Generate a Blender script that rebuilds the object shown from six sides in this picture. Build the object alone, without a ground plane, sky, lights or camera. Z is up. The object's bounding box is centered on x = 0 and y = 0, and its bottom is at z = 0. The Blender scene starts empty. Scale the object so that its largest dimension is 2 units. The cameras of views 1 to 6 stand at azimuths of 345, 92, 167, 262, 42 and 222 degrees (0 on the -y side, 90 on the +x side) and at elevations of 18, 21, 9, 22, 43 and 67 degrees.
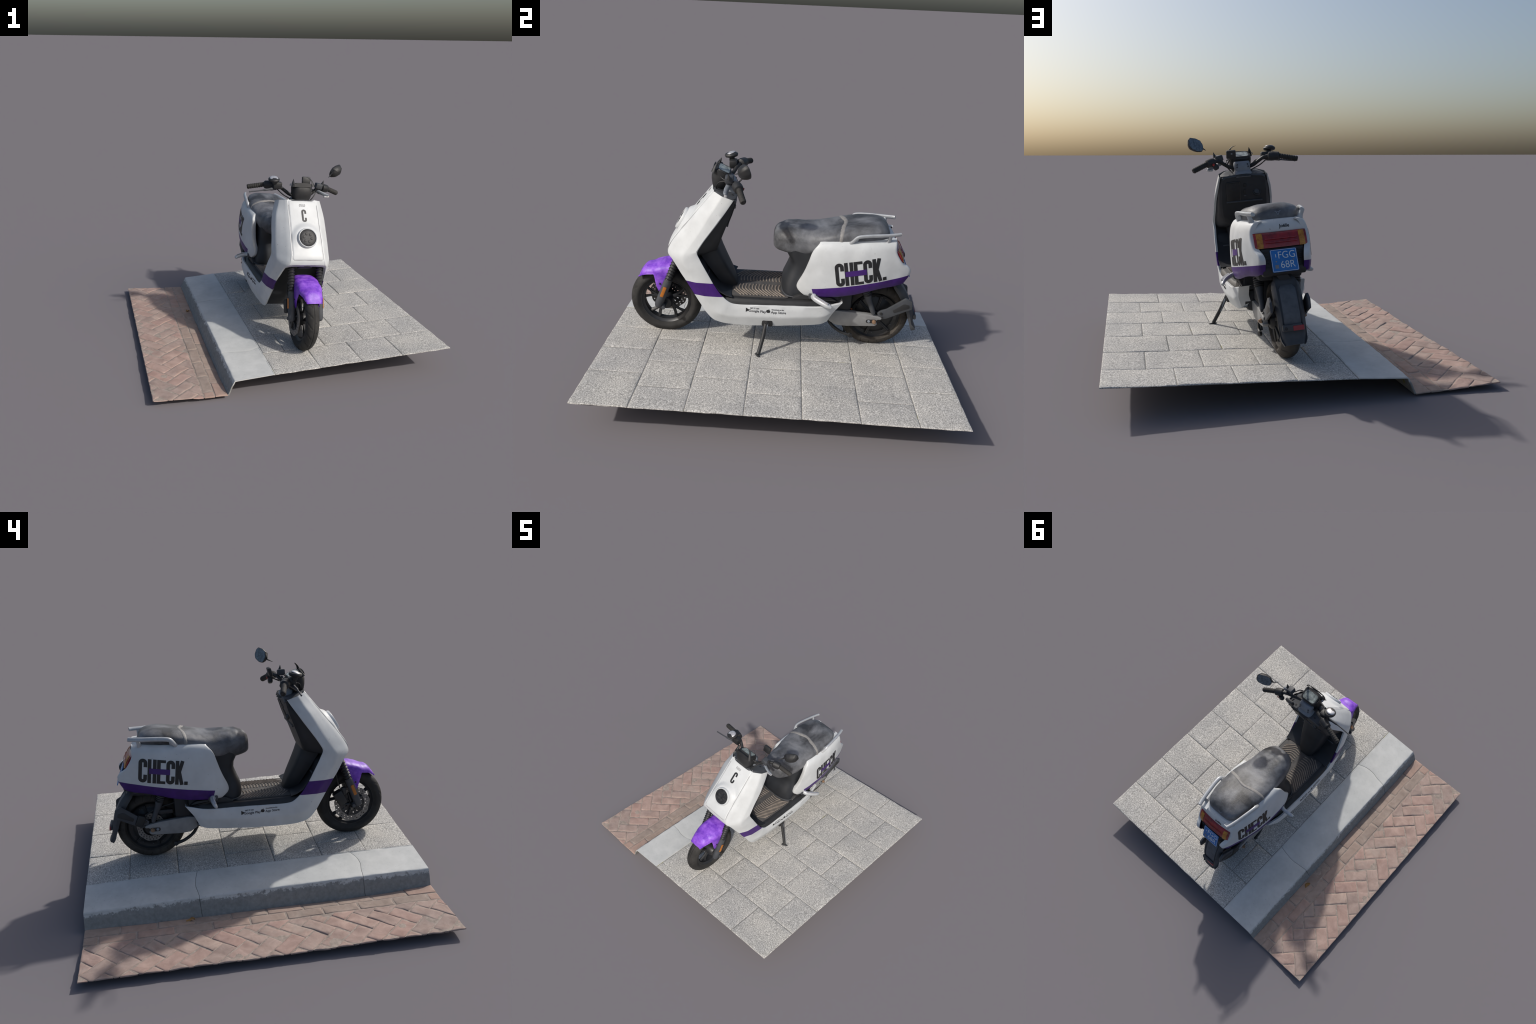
import bpy, bmesh, math, random
import numpy as np
from mathutils import Vector, Matrix, noise
from mathutils.bvhtree import BVHTree

random.seed(7)
noise.seed_set(7)
V = Vector

# ------------------------------------------------------------------ materials
def node_mat(name):
    m = bpy.data.materials.new(name)
    m.use_nodes = True
    nt = m.node_tree
    return m, nt, nt.nodes["Principled BSDF"]

def new(nt, kind, **kw):
    n = nt.nodes.new(kind)
    for k, v in kw.items():
        if k in n.inputs:
            n.inputs[k].default_value = v
        else:
            setattr(n, k, v)
    return n

def coords(nt):
    return new(nt, "ShaderNodeTexCoord").outputs["Object"]

def noise_tex(nt, vec, scale, detail=4.0, rough=0.6, dist=0.0):
    n = new(nt, "ShaderNodeTexNoise")
    n.inputs["Scale"].default_value = scale
    n.inputs["Detail"].default_value = detail
    n.inputs["Roughness"].default_value = rough
    n.inputs["Distortion"].default_value = dist
    nt.links.new(vec, n.inputs["Vector"])
    return n.outputs["Fac"]

def ramp(nt, fac, stops):
    r = new(nt, "ShaderNodeValToRGB")
    el = r.color_ramp.elements
    while len(el) < len(stops):
        el.new(0.5)
    for e, (p, c) in zip(el, stops):
        e.position = p
        e.color = (c[0], c[1], c[2], 1) if len(c) == 3 else c
    nt.links.new(fac, r.inputs["Fac"])
    return r.outputs["Color"]

def mixc(nt, fac, a, b, mode="MIX"):
    m = new(nt, "ShaderNodeMix", data_type="RGBA", blend_type=mode)
    for sock, val in ((m.inputs[0], fac), (m.inputs[6], a), (m.inputs[7], b)):
        if isinstance(val, (int, float)):
            sock.default_value = val
        elif isinstance(val, (tuple, list)):
            sock.default_value = (val[0], val[1], val[2], 1)
        else:
            nt.links.new(val, sock)
    return m.outputs[2]

def math_n(nt, op, a, b=0.0, clamp=False):
    m = new(nt, "ShaderNodeMath", operation=op, use_clamp=clamp)
    for sock, val in zip(m.inputs, (a, b)):
        if isinstance(val, (int, float)):
            sock.default_value = val
        else:
            nt.links.new(val, sock)
    return m.outputs[0]

def bump(nt, bsdf, height, strength=0.3, dist=0.002):
    b = new(nt, "ShaderNodeBump")
    b.inputs["Strength"].default_value = strength
    b.inputs["Distance"].default_value = dist
    nt.links.new(height, b.inputs["Height"])
    nt.links.new(b.outputs["Normal"], bsdf.inputs["Normal"])

def plain(name, col, rough=0.5, metal=0.0, var=0.25, scale=14.0, spec=0.5, grain=0.0, coat=0.0, lo=None, hi=None):
    m, nt, b = node_mat(name)
    co = coords(nt)
    f = noise_tex(nt, co, scale, 6, 0.65)
    lo = lo or tuple(c * (1 - var) for c in col)
    hi = hi or tuple(min(1, c * (1 + var)) for c in col)
    c = ramp(nt, f, [(0.32, lo), (0.68, hi)])
    nt.links.new(c, b.inputs["Base Color"])
    b.inputs["Roughness"].default_value = rough
    b.inputs["Metallic"].default_value = metal
    b.inputs["Specular IOR Level"].default_value = spec
    b.inputs["Coat Weight"].default_value = coat
    if grain:
        bump(nt, b, noise_tex(nt, co, 160, 4, 0.7), grain, 0.002)
    return m

WHITE = (0.57, 0.59, 0.60)
PURPLE = (0.046, 0.010, 0.138)

def white_paint(name, stripe=None):
    m, nt, b = node_mat(name)
    co = coords(nt)
    base = ramp(nt, noise_tex(nt, co, 9, 5, 0.6), [(0.3, tuple(c * 0.9 for c in WHITE)), (0.7, tuple(c * 1.05 for c in WHITE))])
    # grey road film and tiny scuffs
    film = math_n(nt, "MULTIPLY", noise_tex(nt, co, 38, 8, 0.75, 0.6), 1.0)
    fm = new(nt, "ShaderNodeMapRange")
    fm.inputs["From Min"].default_value = 0.60
    fm.inputs["From Max"].default_value = 0.74
    nt.links.new(film, fm.inputs["Value"])
    col = mixc(nt, math_n(nt, "MULTIPLY", fm.outputs[0], 0.35), base, (0.36, 0.36, 0.36))
    sc = new(nt, "ShaderNodeMapRange")
    sc.inputs["From Min"].default_value = 0.735
    sc.inputs["From Max"].default_value = 0.76
    nt.links.new(noise_tex(nt, co, 75, 2, 0.5), sc.inputs["Value"])
    col = mixc(nt, math_n(nt, "MULTIPLY", sc.outputs[0], 0.6), col, (0.17, 0.16, 0.16))
    if stripe:
        sep = new(nt, "ShaderNodeSeparateXYZ")
        nt.links.new(co, sep.inputs[0])
        y, z = sep.outputs["Y"], sep.outputs["Z"]
        mask = None
        for (a, bb, c) in stripe:          # half-planes a*y + b*z + c > 0
            s = math_n(nt, "ADD", math_n(nt, "ADD", math_n(nt, "MULTIPLY", y, a), math_n(nt, "MULTIPLY", z, bb)), c)
            g = math_n(nt, "MULTIPLY", s, 1500.0, True)
            mask = g if mask is None else math_n(nt, "MULTIPLY", mask, g)
        pc = ramp(nt, noise_tex(nt, co, 22, 5, 0.7), [(0.3, tuple(c * 0.8 for c in PURPLE)), (0.7, tuple(c * 1.25 for c in PURPLE))])
        col = mixc(nt, mask, col, pc)
    nt.links.new(col, b.inputs["Base Color"])
    b.inputs["Roughness"].default_value = 0.42
    b.inputs["Specular IOR Level"].default_value = 0.35
    bump(nt, b, noise_tex(nt, co, 30, 5, 0.65), 0.12, 0.004)
    return m

M_WHITE = white_paint("white_paint")
# purple band across the shield legs: 0.385+ < z < 0.445
M_SHIELD = white_paint("white_paint_with_leg_band", [(0.05, -1, 0.474), (-0.05, 1, -0.388)])
# purple band along the bottom of the rear side covers (rises toward the tail), starting with a slanted end
M_COVER = white_paint("white_paint_with_bottom_band", [(0.163, -1, 0.416), (1, 0.28, -0.325)])
M_PURPLE = plain("purple_paint", (0.16, 0.03, 0.50), 0.45, var=0.3, scale=22, spec=0.4, lo=(0.11, 0.018, 0.42), hi=(0.31, 0.12, 0.66), grain=0.25)
M_STICKER_PURPLE = plain("purple_vinyl", PURPLE, 0.5, var=0.2)
M_BLACK = plain("black_plastic", (0.018, 0.0185, 0.020), 0.55, var=0.35, scale=10, grain=0.1)
M_INNER = plain("dark_grey_plastic", (0.016, 0.018, 0.022), 0.6, var=0.4, scale=7)
M_GREYP = plain("grey_plastic", (0.050, 0.054, 0.062), 0.6, var=0.2, scale=18, grain=0.1)
M_PANEL = plain("worn_grey_plastic", (0.085, 0.092, 0.105), 0.6, var=0.25, scale=20)
M_CLAMP = plain("grey_metal_cover", (0.19, 0.21, 0.24), 0.55, var=0.15, scale=18)
M_RUBBER = plain("tyre_rubber", (0.030, 0.029, 0.028), 0.75, var=0.35, scale=12, spec=0.3, grain=0.2)
M_RUBBER_DIRTY = plain("dusty_tyre_rubber", (0.052, 0.046, 0.040), 0.8, var=0.4, scale=12, spec=0.25, grain=0.2)
M_RIM = plain("black_rim", (0.018, 0.019, 0.022), 0.45, var=0.3)
M_MOTOR = plain("motor_casing", (0.012, 0.0125, 0.014), 0.45, var=0.3)
M_DISC = plain("brake_disc_steel", (0.20, 0.185, 0.17), 0.5, metal=0.35, var=0.2, scale=40)
M_SILVER = plain("silver_swingarm_paint", (0.25, 0.25, 0.25), 0.5, var=0.15, metal=0.1)
M_RAIL = plain("rail_aluminium", (0.42, 0.44, 0.46), 0.4, metal=0.25, var=0.15)
M_CHROME = plain("bright_metal", (0.55, 0.55, 0.57), 0.35, metal=0.5, var=0.25, scale=60)
M_AMBER = plain("amber_lens", (0.42, 0.15, 0.012), 0.35, var=0.4, scale=60, lo=(0.30, 0.08, 0.008), hi=(0.50, 0.25, 0.03))
M_ORANGE = plain("orange_reflector", (0.42, 0.14, 0.015), 0.4, var=0.2)
M_RED = plain("red_lens", (0.26, 0.010, 0.014), 0.3, var=0.45, scale=30, lo=(0.13, 0.006, 0.010), hi=(0.36, 0.014, 0.020), coat=0.3)
M_REFL = plain("red_reflector", (0.28, 0.03, 0.04), 0.45, var=0.2)
M_BLUE = plain("blue_plate", (0.012, 0.15, 0.46), 0.45, var=0.12)
M_PLATETXT = plain("plate_white", (0.60, 0.66, 0.70), 0.5, var=0.08)
M_INK = plain("black_vinyl", (0.014, 0.014, 0.016), 0.5, var=0.4, scale=60)
M_GREYINK = plain("grey_ink", (0.20, 0.20, 0.21), 0.5, var=0.2)
M_DARKINK = plain("dark_ink", (0.05, 0.05, 0.055), 0.5, var=0.2)
M_GLASS = plain("headlight_glass", (0.020, 0.021, 0.024), 0.5, var=0.8, scale=40, spec=0.3)
M_SCREEN = plain("display_glass", (0.10, 0.13, 0.13), 0.22, var=0.9, scale=25, lo=(0.01, 0.012, 0.016), hi=(0.42, 0.46, 0.42), coat=0.4)
M_MIRROR = plain("mirror_glass", (0.11, 0.14, 0.17), 0.3, metal=0.3, var=0.5, scale=60)
M_COPPER = plain("rusty_bolt", (0.25, 0.16, 0.10), 0.5, metal=0.3, var=0.3)
M_CABLE = plain("orange_cable", (0.33, 0.09, 0.02), 0.5, var=0.2)
M_REDBTN = plain("red_button", (0.35, 0.02, 0.02), 0.45)

def seat_mat():
    m, nt, b = node_mat("patchy_grey_leather")
    co = coords(nt)
    f = noise_tex(nt, co, 6, 5, 0.6, 0.3)
    col = ramp(nt, f, [(0.34, (0.036, 0.037, 0.040)), (0.50, (0.105, 0.109, 0.119)), (0.70, (0.20, 0.207, 0.223))])
    nt.links.new(col, b.inputs["Base Color"])
    b.inputs["Roughness"].default_value = 0.5
    b.inputs["Specular IOR Level"].default_value = 0.45
    h = noise_tex(nt, co, 55, 6, 0.7, 0.5)
    bump(nt, b, h, 0.35, 0.004)
    return m
M_SEAT = seat_mat()
M_STRAP = plain("seat_strap_leather", (0.19, 0.185, 0.18), 0.6, var=0.25, scale=30)

def mat_floor():
    m, nt, b = node_mat("dusty_rubber_mat")
    co = coords(nt)
    col = ramp(nt, noise_tex(nt, co, 16, 6, 0.7), [(0.3, (0.035, 0.035, 0.037)), (0.7, (0.10, 0.092, 0.086))])
    nt.links.new(col, b.inputs["Base Color"])
    b.inputs["Roughness"].default_value = 0.8
    return m
M_MAT = mat_floor()
M_RIDGE = plain("dusty_rubber_ridge", (0.20, 0.168, 0.140), 0.85, var=0.4, scale=22)

def granite():
    m, nt, b = node_mat("speckled_granite")
    co = coords(nt)
    oi = new(nt, "ShaderNodeObjectInfo")
    fine = noise_tex(nt, co, 140, 3, 0.8)
    sp = ramp(nt, fine, [(0.30, (0.13, 0.13, 0.13)), (0.43, (0.32, 0.318, 0.31)), (0.54, (0.48, 0.475, 0.465)), (0.68, (0.84, 0.83, 0.81))])
    big = ramp(nt, noise_tex(nt, co, 4, 5, 0.6), [(0.3, (0.84, 0.84, 0.835)), (0.55, (1.0, 0.985, 0.955)), (0.72, (1.10, 1.075, 1.03))])
    col = mixc(nt, 1.0, sp, big, "MULTIPLY")
    tint = ramp(nt, oi.outputs["Random"], [(0.0, (0.95, 0.95, 0.95)), (0.5, (1.0, 0.995, 0.99)), (1.0, (1.04, 1.03, 1.01))])
    col = mixc(nt, 1.0, col, tint, "MULTIPLY")
    nt.links.new(col, b.inputs["Base Color"])
    b.inputs["Roughness"].default_value = 0.85
    b.inputs["Specular IOR Level"].default_value = 0.25
    bump(nt, b, fine, 0.3, 0.002)
    return m
M_GRANITE = granite()

def bed_mat():
    m, nt, b = node_mat("joint_sand_with_moss")
    co = coords(nt)
    c = ramp(nt, noise_tex(nt, co, 60, 4, 0.7), [(0.3, (0.15, 0.15, 0.14)), (0.7, (0.30, 0.285, 0.265))])
    mo = ramp(nt, noise_tex(nt, co, 9, 3, 0.6), [(0.62, (0, 0, 0)), (0.70, (1, 1, 1))])
    c = mixc(nt, mo, c, (0.22, 0.21, 0.06))
    nt.links.new(c, b.inputs["Base Color"])
    b.inputs["Roughness"].default_value = 0.95
    return m
M_BED = bed_mat()

def kerb_mat():
    m, nt, b = node_mat("concrete_kerb")
    co = coords(nt)
    c = ramp(nt, noise_tex(nt, co, 7, 8, 0.7), [(0.3, (0.46, 0.47, 0.46)), (0.7, (0.60, 0.605, 0.59))])
    pit = ramp(nt, noise_tex(nt, co, 130, 2, 0.5), [(0.22, (0.6, 0.6, 0.6)), (0.32, (1, 1, 1))])
    c = mixc(nt, 1.0, c, pit, "MULTIPLY")
    # baked shade of the kerb's face painted darker, with a ragged upper edge
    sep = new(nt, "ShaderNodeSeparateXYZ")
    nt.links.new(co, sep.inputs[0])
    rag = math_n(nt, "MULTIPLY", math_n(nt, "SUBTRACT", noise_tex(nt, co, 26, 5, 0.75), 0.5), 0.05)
    shade_mask = math_n(nt, "MULTIPLY", math_n(nt, "SUBTRACT", math_n(nt, "ADD", rag, -0.4965), sep.outputs["X"]), 220.0, True)
    face_shade = ramp(nt, noise_tex(nt, co, 40, 6, 0.7), [(0.3, (0.13, 0.13, 0.125)), (0.7, (0.25, 0.25, 0.24))])
    c = mixc(nt, math_n(nt, "MULTIPLY", shade_mask, 0.8), c, face_shade)
    nt.links.new(c, b.inputs["Base Color"])
    b.inputs["Roughness"].default_value = 0.85
    b.inputs["Specular IOR Level"].default_value = 0.25
    return m
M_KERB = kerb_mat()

def brick_mat(name, lo, hi):
    m, nt, b = node_mat(name)
    co = coords(nt)
    oi = new(nt, "ShaderNodeObjectInfo")
    f = noise_tex(nt, co, 13, 6, 0.65, 0.7)
    c = ramp(nt, f, [(0.28, lo), (0.72, hi)])
    tint = ramp(nt, oi.outputs["Random"], [(0.0, (0.86, 0.88, 0.88)), (0.4, (1.0, 0.98, 0.96)), (0.75, (1.06, 0.95, 0.92)), (1.0, (1.08, 1.06, 1.02))])
    c = mixc(nt, 1.0, c, tint, "MULTIPLY")
    g = ramp(nt, noise_tex(nt, co, 6, 4, 0.6), [(0.56, (0, 0, 0)), (0.70, (1, 1, 1))])
    c = mixc(nt, math_n(nt, "MULTIPLY", g, 0.45), c, (0.30, 0.28, 0.25))
    nt.links.new(c, b.inputs["Base Color"])
    b.inputs["Roughness"].default_value = 0.9
    b.inputs["Specular IOR Level"].default_value = 0.2
    bump(nt, b, noise_tex(nt, co, 70, 5, 0.7), 0.3, 0.003)
    return m
M_BRICK = brick_mat("worn_red_brick", (0.28, 0.208, 0.184), (0.425, 0.332, 0.295))
M_GUTTER = brick_mat("worn_brown_brick", (0.27, 0.21, 0.18), (0.40, 0.32, 0.275))
M_BRICKBED = plain("brick_joint_sand", (0.30, 0.25, 0.215), 0.95, var=0.3, scale=40)
M_LEAF = plain("dry_leaf", (0.30, 0.16, 0.05), 0.8)

# ------------------------------------------------------------------ mesh helpers
SCENE = bpy.context.scene.collection

def obj_from(name, verts, faces, mat, parent=None, smooth=40.0, fix=True):
    me = bpy.data.meshes.new(name)
    me.from_pydata([tuple(v) for v in verts], [], faces)
    if fix:
        bm = bmesh.new()
        bm.from_mesh(me)
        bmesh.ops.remove_doubles(bm, verts=bm.verts, dist=1e-6)
        bmesh.ops.recalc_face_normals(bm, faces=bm.faces)
        bm.to_mesh(me)
        bm.free()
    return finish(name, me, mat, parent, smooth)

def finish(name, me, mat, parent=None, smooth=40.0):
    me.validate()
    me.polygons.foreach_set("use_smooth", [True] * len(me.polygons))
    if smooth < 179:
        me.set_sharp_from_angle(angle=math.radians(smooth))
    me.materials.append(mat)
    o = bpy.data.objects.new(name, me)
    SCENE.objects.link(o)
    if parent:
        o.parent = parent
    return o

def merge(*parts):
    vs, fs = [], []
    for v, f in parts:
        k = len(vs)
        vs += [tuple(p) for p in v]
        fs += [tuple(i + k for i in q) for q in f]
    return vs, fs

def grid(rows, wrap_u=False, wrap_v=False):
    n, m = len(rows), len(rows[0])
    vs = [p for r in rows for p in r]
    fs = []
    for i in range(n if wrap_v else n - 1):
        for j in range(m if wrap_u else m - 1):
            a, b = i * m + j, i * m + (j + 1) % m
            c, d = ((i + 1) % n) * m + (j + 1) % m, ((i + 1) % n) * m + j
            fs.append((a, b, c, d))
    return vs, fs

def loft(rows, cap=True):
    vs, fs = grid(rows, wrap_u=True)
    m = len(rows[0])
    if cap:
        fs = fs + [tuple(range(m))[::-1], tuple(range(len(vs) - m, len(vs)))]
    return vs, fs

def shell_bm(bm, t):
    """close an open sheet: copy it t below its vertex normals and bridge the rim"""
    bmesh.ops.remove_doubles(bm, verts=bm.verts, dist=1e-6)
    bm.normal_update()
    faces, rim = bm.faces[:], [e for e in bm.edges if e.is_boundary]
    low = {v: bm.verts.new(v.co - v.normal * t) for v in bm.verts[:]}
    for e in rim:
        f = e.link_faces[0]
        a, b = e.verts
        vs = f.verts[:]
        if vs[(vs.index(a) + 1) % len(vs)] == b:
            a, b = b, a
        bm.faces.new((a, b, low[b], low[a]))
    for f in faces:
        bm.faces.new([low[v] for v in reversed(f.verts[:])])

def solid(vs, fs, t):
    """thicken an open sheet by t (along -normal)"""
    bm = bmesh.new()
    bv = [bm.verts.new(v) for v in vs]
    for f in fs:
        try:
            bm.faces.new([bv[i] for i in f])
        except ValueError:
            pass
    bmesh.ops.remove_doubles(bm, verts=bm.verts, dist=1e-6)
    bmesh.ops.recalc_face_normals(bm, faces=bm.faces)
    shell_bm(bm, t)
    bm.verts.index_update()
    out = [v.co.copy() for v in bm.verts], [tuple(v.index for v in f.verts) for f in bm.faces]
    bm.free()
    return out

def crom(pts, n):
    """Catmull-Rom through pts (any dimension), n samples per span"""
    P = [np.array(p, float) for p in pts]
    P = [2 * P[0] - P[1]] + P + [2 * P[-1] - P[-2]]
    out = []
    for i in range(1, len(P) - 2):
        a, b, c, d = P[i - 1:i + 3]
        for k in range(n):
            t = k / n
            out.append(0.5 * (2 * b + (c - a) * t + (2 * a - 5 * b + 4 * c - d) * t * t + (3 * b - a - 3 * c + d) * t ** 3))
    out.append(P[-2])
    return out

def lerp_table(tab, x):
    xs = [t[0] for t in tab]
    if isinstance(tab[0][1], (tuple, list)):
        return [float(np.interp(x, xs, [t[1][k] for t in tab])) for k in range(len(tab[0][1]))]
    return float(np.interp(x, xs, [t[1] for t in tab]))

def smooth_table(tab, x):
    xs = np.array([t[0] for t in tab], float)
    ys = np.array([t[1] for t in tab], float)
    if x <= xs[0]:
        return float(ys[0])
    if x >= xs[-1]:
        return float(ys[-1])
    i = int(np.searchsorted(xs, x)) - 1
    h = xs[i + 1] - xs[i]
    def slope(k):
        if k == 0:
            return (ys[1] - ys[0]) / (xs[1] - xs[0])
        if k == len(xs) - 1:
            return (ys[-1] - ys[-2]) / (xs[-1] - xs[-2])
        return (ys[k + 1] - ys[k - 1]) / (xs[k + 1] - xs[k - 1])
    t = (x - xs[i]) / h
    return float((2 * t**3 - 3 * t**2 + 1) * ys[i] + (t**3 - 2 * t**2 + t) * h * slope(i) + (-2 * t**3 + 3 * t**2) * ys[i + 1] + (t**3 - t**2) * h * slope(i + 1))

def sweep(path, radii, seg=12, cap=True, flat=1.0):
    P = [V(p) for p in path]
    n = len(P)
    if isinstance(radii, (int, float)):
        radii = [radii] * n
    rows = []
    up = None
    for i in range(n):
        t = (P[min(i + 1, n - 1)] - P[max(i - 1, 0)]).normalized()
        if up is None:
            up = t.orthogonal().normalized()
        up = (up - t * up.dot(t)).normalized()
        side = t.cross(up)
        rows.append([P[i] + (up * math.cos(a) + side * math.sin(a) * flat) * radii[i] for a in (2 * math.pi * k / seg for k in range(seg))])
    return loft(rows, cap)

def smooth_path(pts, n=6):
    return [tuple(p) for p in crom(pts, n)]

def revolve_x(profile, centre, seg=64, close=False):
    """profile [(x, r)...] turned round an axis along x"""
    cx, cy, cz = centre
    rows = []
    for k in range(seg):
        a = 2 * math.pi * k / seg
        rows.append([(cx + x, cy + r * math.cos(a), cz + r * math.sin(a)) for x, r in profile])
    return grid(rows, wrap_u=close, wrap_v=True)

def frame(direction):
    z = V(direction).normalized()
    x = z.orthogonal().normalized()
    return x, z.cross(x), z

def revolve(profile, origin, axis, seg=40):
    x, y, z = frame(axis)
    o = V(origin)
    rows = []
    for h, r in profile:
        rows.append([o + z * h + (x * math.cos(a) + y * math.sin(a)) * r for a in (2 * math.pi * k / seg for k in range(seg))])
    return loft(rows, True)

def rbox(centre, size, r=0.006, rot=None, seg=2):
    bm = bmesh.new()
    bmesh.ops.create_cube(bm, size=1.0)
    for v in bm.verts:
        v.co = V((v.co.x * size[0], v.co.y * size[1], v.co.z * size[2]))
    bmesh.ops.bevel(bm, geom=bm.edges[:], offset=r, segments=seg, affect="EDGES", profile=0.5)
    R = rot.to_3x3() if rot else Matrix.Identity(3)
    for v in bm.verts:
        v.co = R @ v.co + V(centre)
    bm.verts.index_update()
    out = [v.co.copy() for v in bm.verts], [tuple(v.index for v in f.verts) for f in bm.faces]
    bm.free()
    return out

def prism(outline, x0, x1, r=0.004):
    """outline in (y, z), extruded from x0 to x1 with chamfered rims"""
    P = [np.array(p, float) for p in outline]
    n = len(P)
    sgn = 1.0 if sum(P[i - 1][0] * P[i][1] - P[i][0] * P[i - 1][1] for i in range(n)) > 0 else -1.0
    def inset(d):
        out = []
        for i in range(n):
            e0, e1 = P[i] - P[i - 1], P[(i + 1) % n] - P[i]
            t = e0 / max(1e-9, np.linalg.norm(e0)) + e1 / max(1e-9, np.linalg.norm(e1))
            t = t / max(1e-9, np.linalg.norm(t))
            out.append(P[i] + np.array((-t[1], t[0])) * sgn * d)
        return out
    lo, hi = min(x0, x1), max(x0, x1)
    rows = [[(x, p[0], p[1]) for p in inset(d)] for x, d in ((lo, r), (lo + r * .3, r * .3), (lo + r, 0), (hi - r, 0), (hi - r * .3, r * .3), (hi, r))]
    return loft(rows)

def mirrored(part):
    vs, fs = part
    return [(-v[0], v[1], v[2]) for v in vs], [tuple(reversed(f)) for f in fs]

def rumple(vs, amp, scale, seed=0.0):
    out = []
    for v in vs:
        p = V(v)
        out.append(p + V(noise.noise_vector(p * scale + V((seed, seed * 1.7, -seed)))) * amp)
    return out

def rounded(outline, r, n=4):
    """round the corners of a closed 2D outline"""
    out = []
    m = len(outline)
    for i in range(m):
        p0, p, p1 = (np.array(outline[k % m], float) for k in (i - 1, i, i + 1))
        a, b = p0 - p, p1 - p
        ra = min(r, np.linalg.norm(a) * 0.45)
        rb = min(r, np.linalg.norm(b) * 0.45)
        s, e = p + a / np.linalg.norm(a) * ra, p + b / np.linalg.norm(b) * rb
        for k in range(n + 1):
            t = k / n
            out.append(tuple((1 - t) ** 2 * s + 2 * t * (1 - t) * p + t * t * e))
    return out

# ------------------------------------------------------------------ decals: flat letters laid on a surface
def strip2d(path, w):
    """flat ribbon quads of width w along a 2D polyline, mitred"""
    P = [np.array(p, float) for p in path]
    P = [p for i, p in enumerate(P) if i == 0 or np.linalg.norm(p - P[i - 1]) > 1e-6]
    L, R = [], []
    for i in range(len(P)):
        d0 = P[i] - P[i - 1] if i else P[1] - P[0]
        d1 = P[i + 1] - P[i] if i < len(P) - 1 else d0
        d0, d1 = d0 / np.linalg.norm(d0), d1 / np.linalg.norm(d1)
        n0, n1 = np.array([-d0[1], d0[0]]), np.array([-d1[1], d1[0]])
        m = n0 + n1
        m = m / max(1e-9, m @ m) * 2
        L.append(P[i] + m * w / 2)
        R.append(P[i] - m * w / 2)
    return [(L[i], L[i + 1], R[i + 1], R[i]) for i in range(len(P) - 1)]

def arc2d(cx, cy, r, a0, a1, n=6):
    return [(cx + r * math.cos(math.radians(a0 + (a1 - a0) * k / n)), cy + r * math.sin(math.radians(a0 + (a1 - a0) * k / n))) for k in range(n + 1)]

def letter(ch, W, H, s):
    """heavy condensed capital in a W x H cell, stroke s, as list of quads"""
    h = s / 2
    r = min(W * 0.32, W / 2 - h - 4e-4)
    if ch == "C":
        p = [(W - h, H * 0.66)] + arc2d(W - h - r, H - h - r, r, 0, 90) + arc2d(h + r, H - h - r, r, 90, 180) + arc2d(h + r, h + r, r, 180, 270) + arc2d(W - h - r, h + r, r, 270, 360) + [(W - h, H * 0.34)]
        return strip2d(p, s)
    if ch == "H":
        return strip2d([(h, 0), (h, H)], s) + strip2d([(W - h, 0), (W - h, H)], s) + strip2d([(s, H / 2), (W - s, H / 2)], s * 0.9)
    if ch == "E":
        return strip2d([(h, 0), (h, H)], s) + [(np.array(a), np.array(b), np.array(c), np.array(d)) for a, b, c, d in (((s, y), (s, y + s * 0.8), (W, y + s * 0.8), (W, y)) for y in (0, H / 2 - s * 0.4, H - s * 0.8))]
    if ch == "K":
        return strip2d([(h, 0), (h, H)], s) + strip2d([(s * 0.9, H * 0.45), (W - h, H)], s) + strip2d([(s * 0.95, H * 0.62), (W - h, 0)], s)
    if ch == ".":
        return strip2d([(h, 0), (h, s)], s)
    if ch == "n":
        r2 = W / 2 - h
        return strip2d([(h, 0)] + arc2d(W / 2, H - h - r2, r2, 180, 0, 8) + [(W - h, 0)], s)
    if ch == "u":
        r2 = W / 2 - h
        return strip2d([(h, H)] + arc2d(W / 2, h + r2, r2, 180, 360, 8) + [(W - h, H)], s)
    if ch == "i":
        return strip2d([(h, 0), (h, H)], s)
    return []

def subdivide_quads(quads, step):
    vs, fs = [], []
    for q in quads:
        a, b, c, d = (np.array(p, float) for p in q)
        nu = max(1, int(math.ceil(max(np.linalg.norm(b - a), np.linalg.norm(c - d)) / step)))
        nv = max(1, int(math.ceil(max(np.linalg.norm(d - a), np.linalg.norm(c - b)) / step)))
        k = len(vs)
        for i in range(nu + 1):
            for j in range(nv + 1):
                u, v = i / nu, j / nv
                vs.append((a * (1 - u) + b * u) * (1 - v) + (d * (1 - u) + c * u) * v)
        for i in range(nu):
            for j in range(nv):
                p = k + i * (nv + 1) + j
                fs.append((p, p + 1, p + nv + 2, p + nv + 1))
    return vs, fs

def text2d(body, size, bold=0.0):
    cu = bpy.data.curves.new("lettering", "FONT")
    cu.body = body
    cu.size = size
    cu.offset = bold
    cu.align_x = "CENTER"
    cu.align_y = "CENTER"
    ob = bpy.data.objects.new("lettering", cu)
    SCENE.objects.link(ob)
    bpy.context.view_layer.update()
    me = bpy.data.meshes.new_from_object(ob.evaluated_get(bpy.context.evaluated_depsgraph_get()))
    vs = [(v.co.x, v.co.y) for v in me.vertices]
    fs = [tuple(p.vertices) for p in me.polygons]
    bpy.data.objects.remove(ob)
    bpy.data.curves.remove(cu)
    bpy.data.meshes.remove(me)
    return vs, fs

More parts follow.
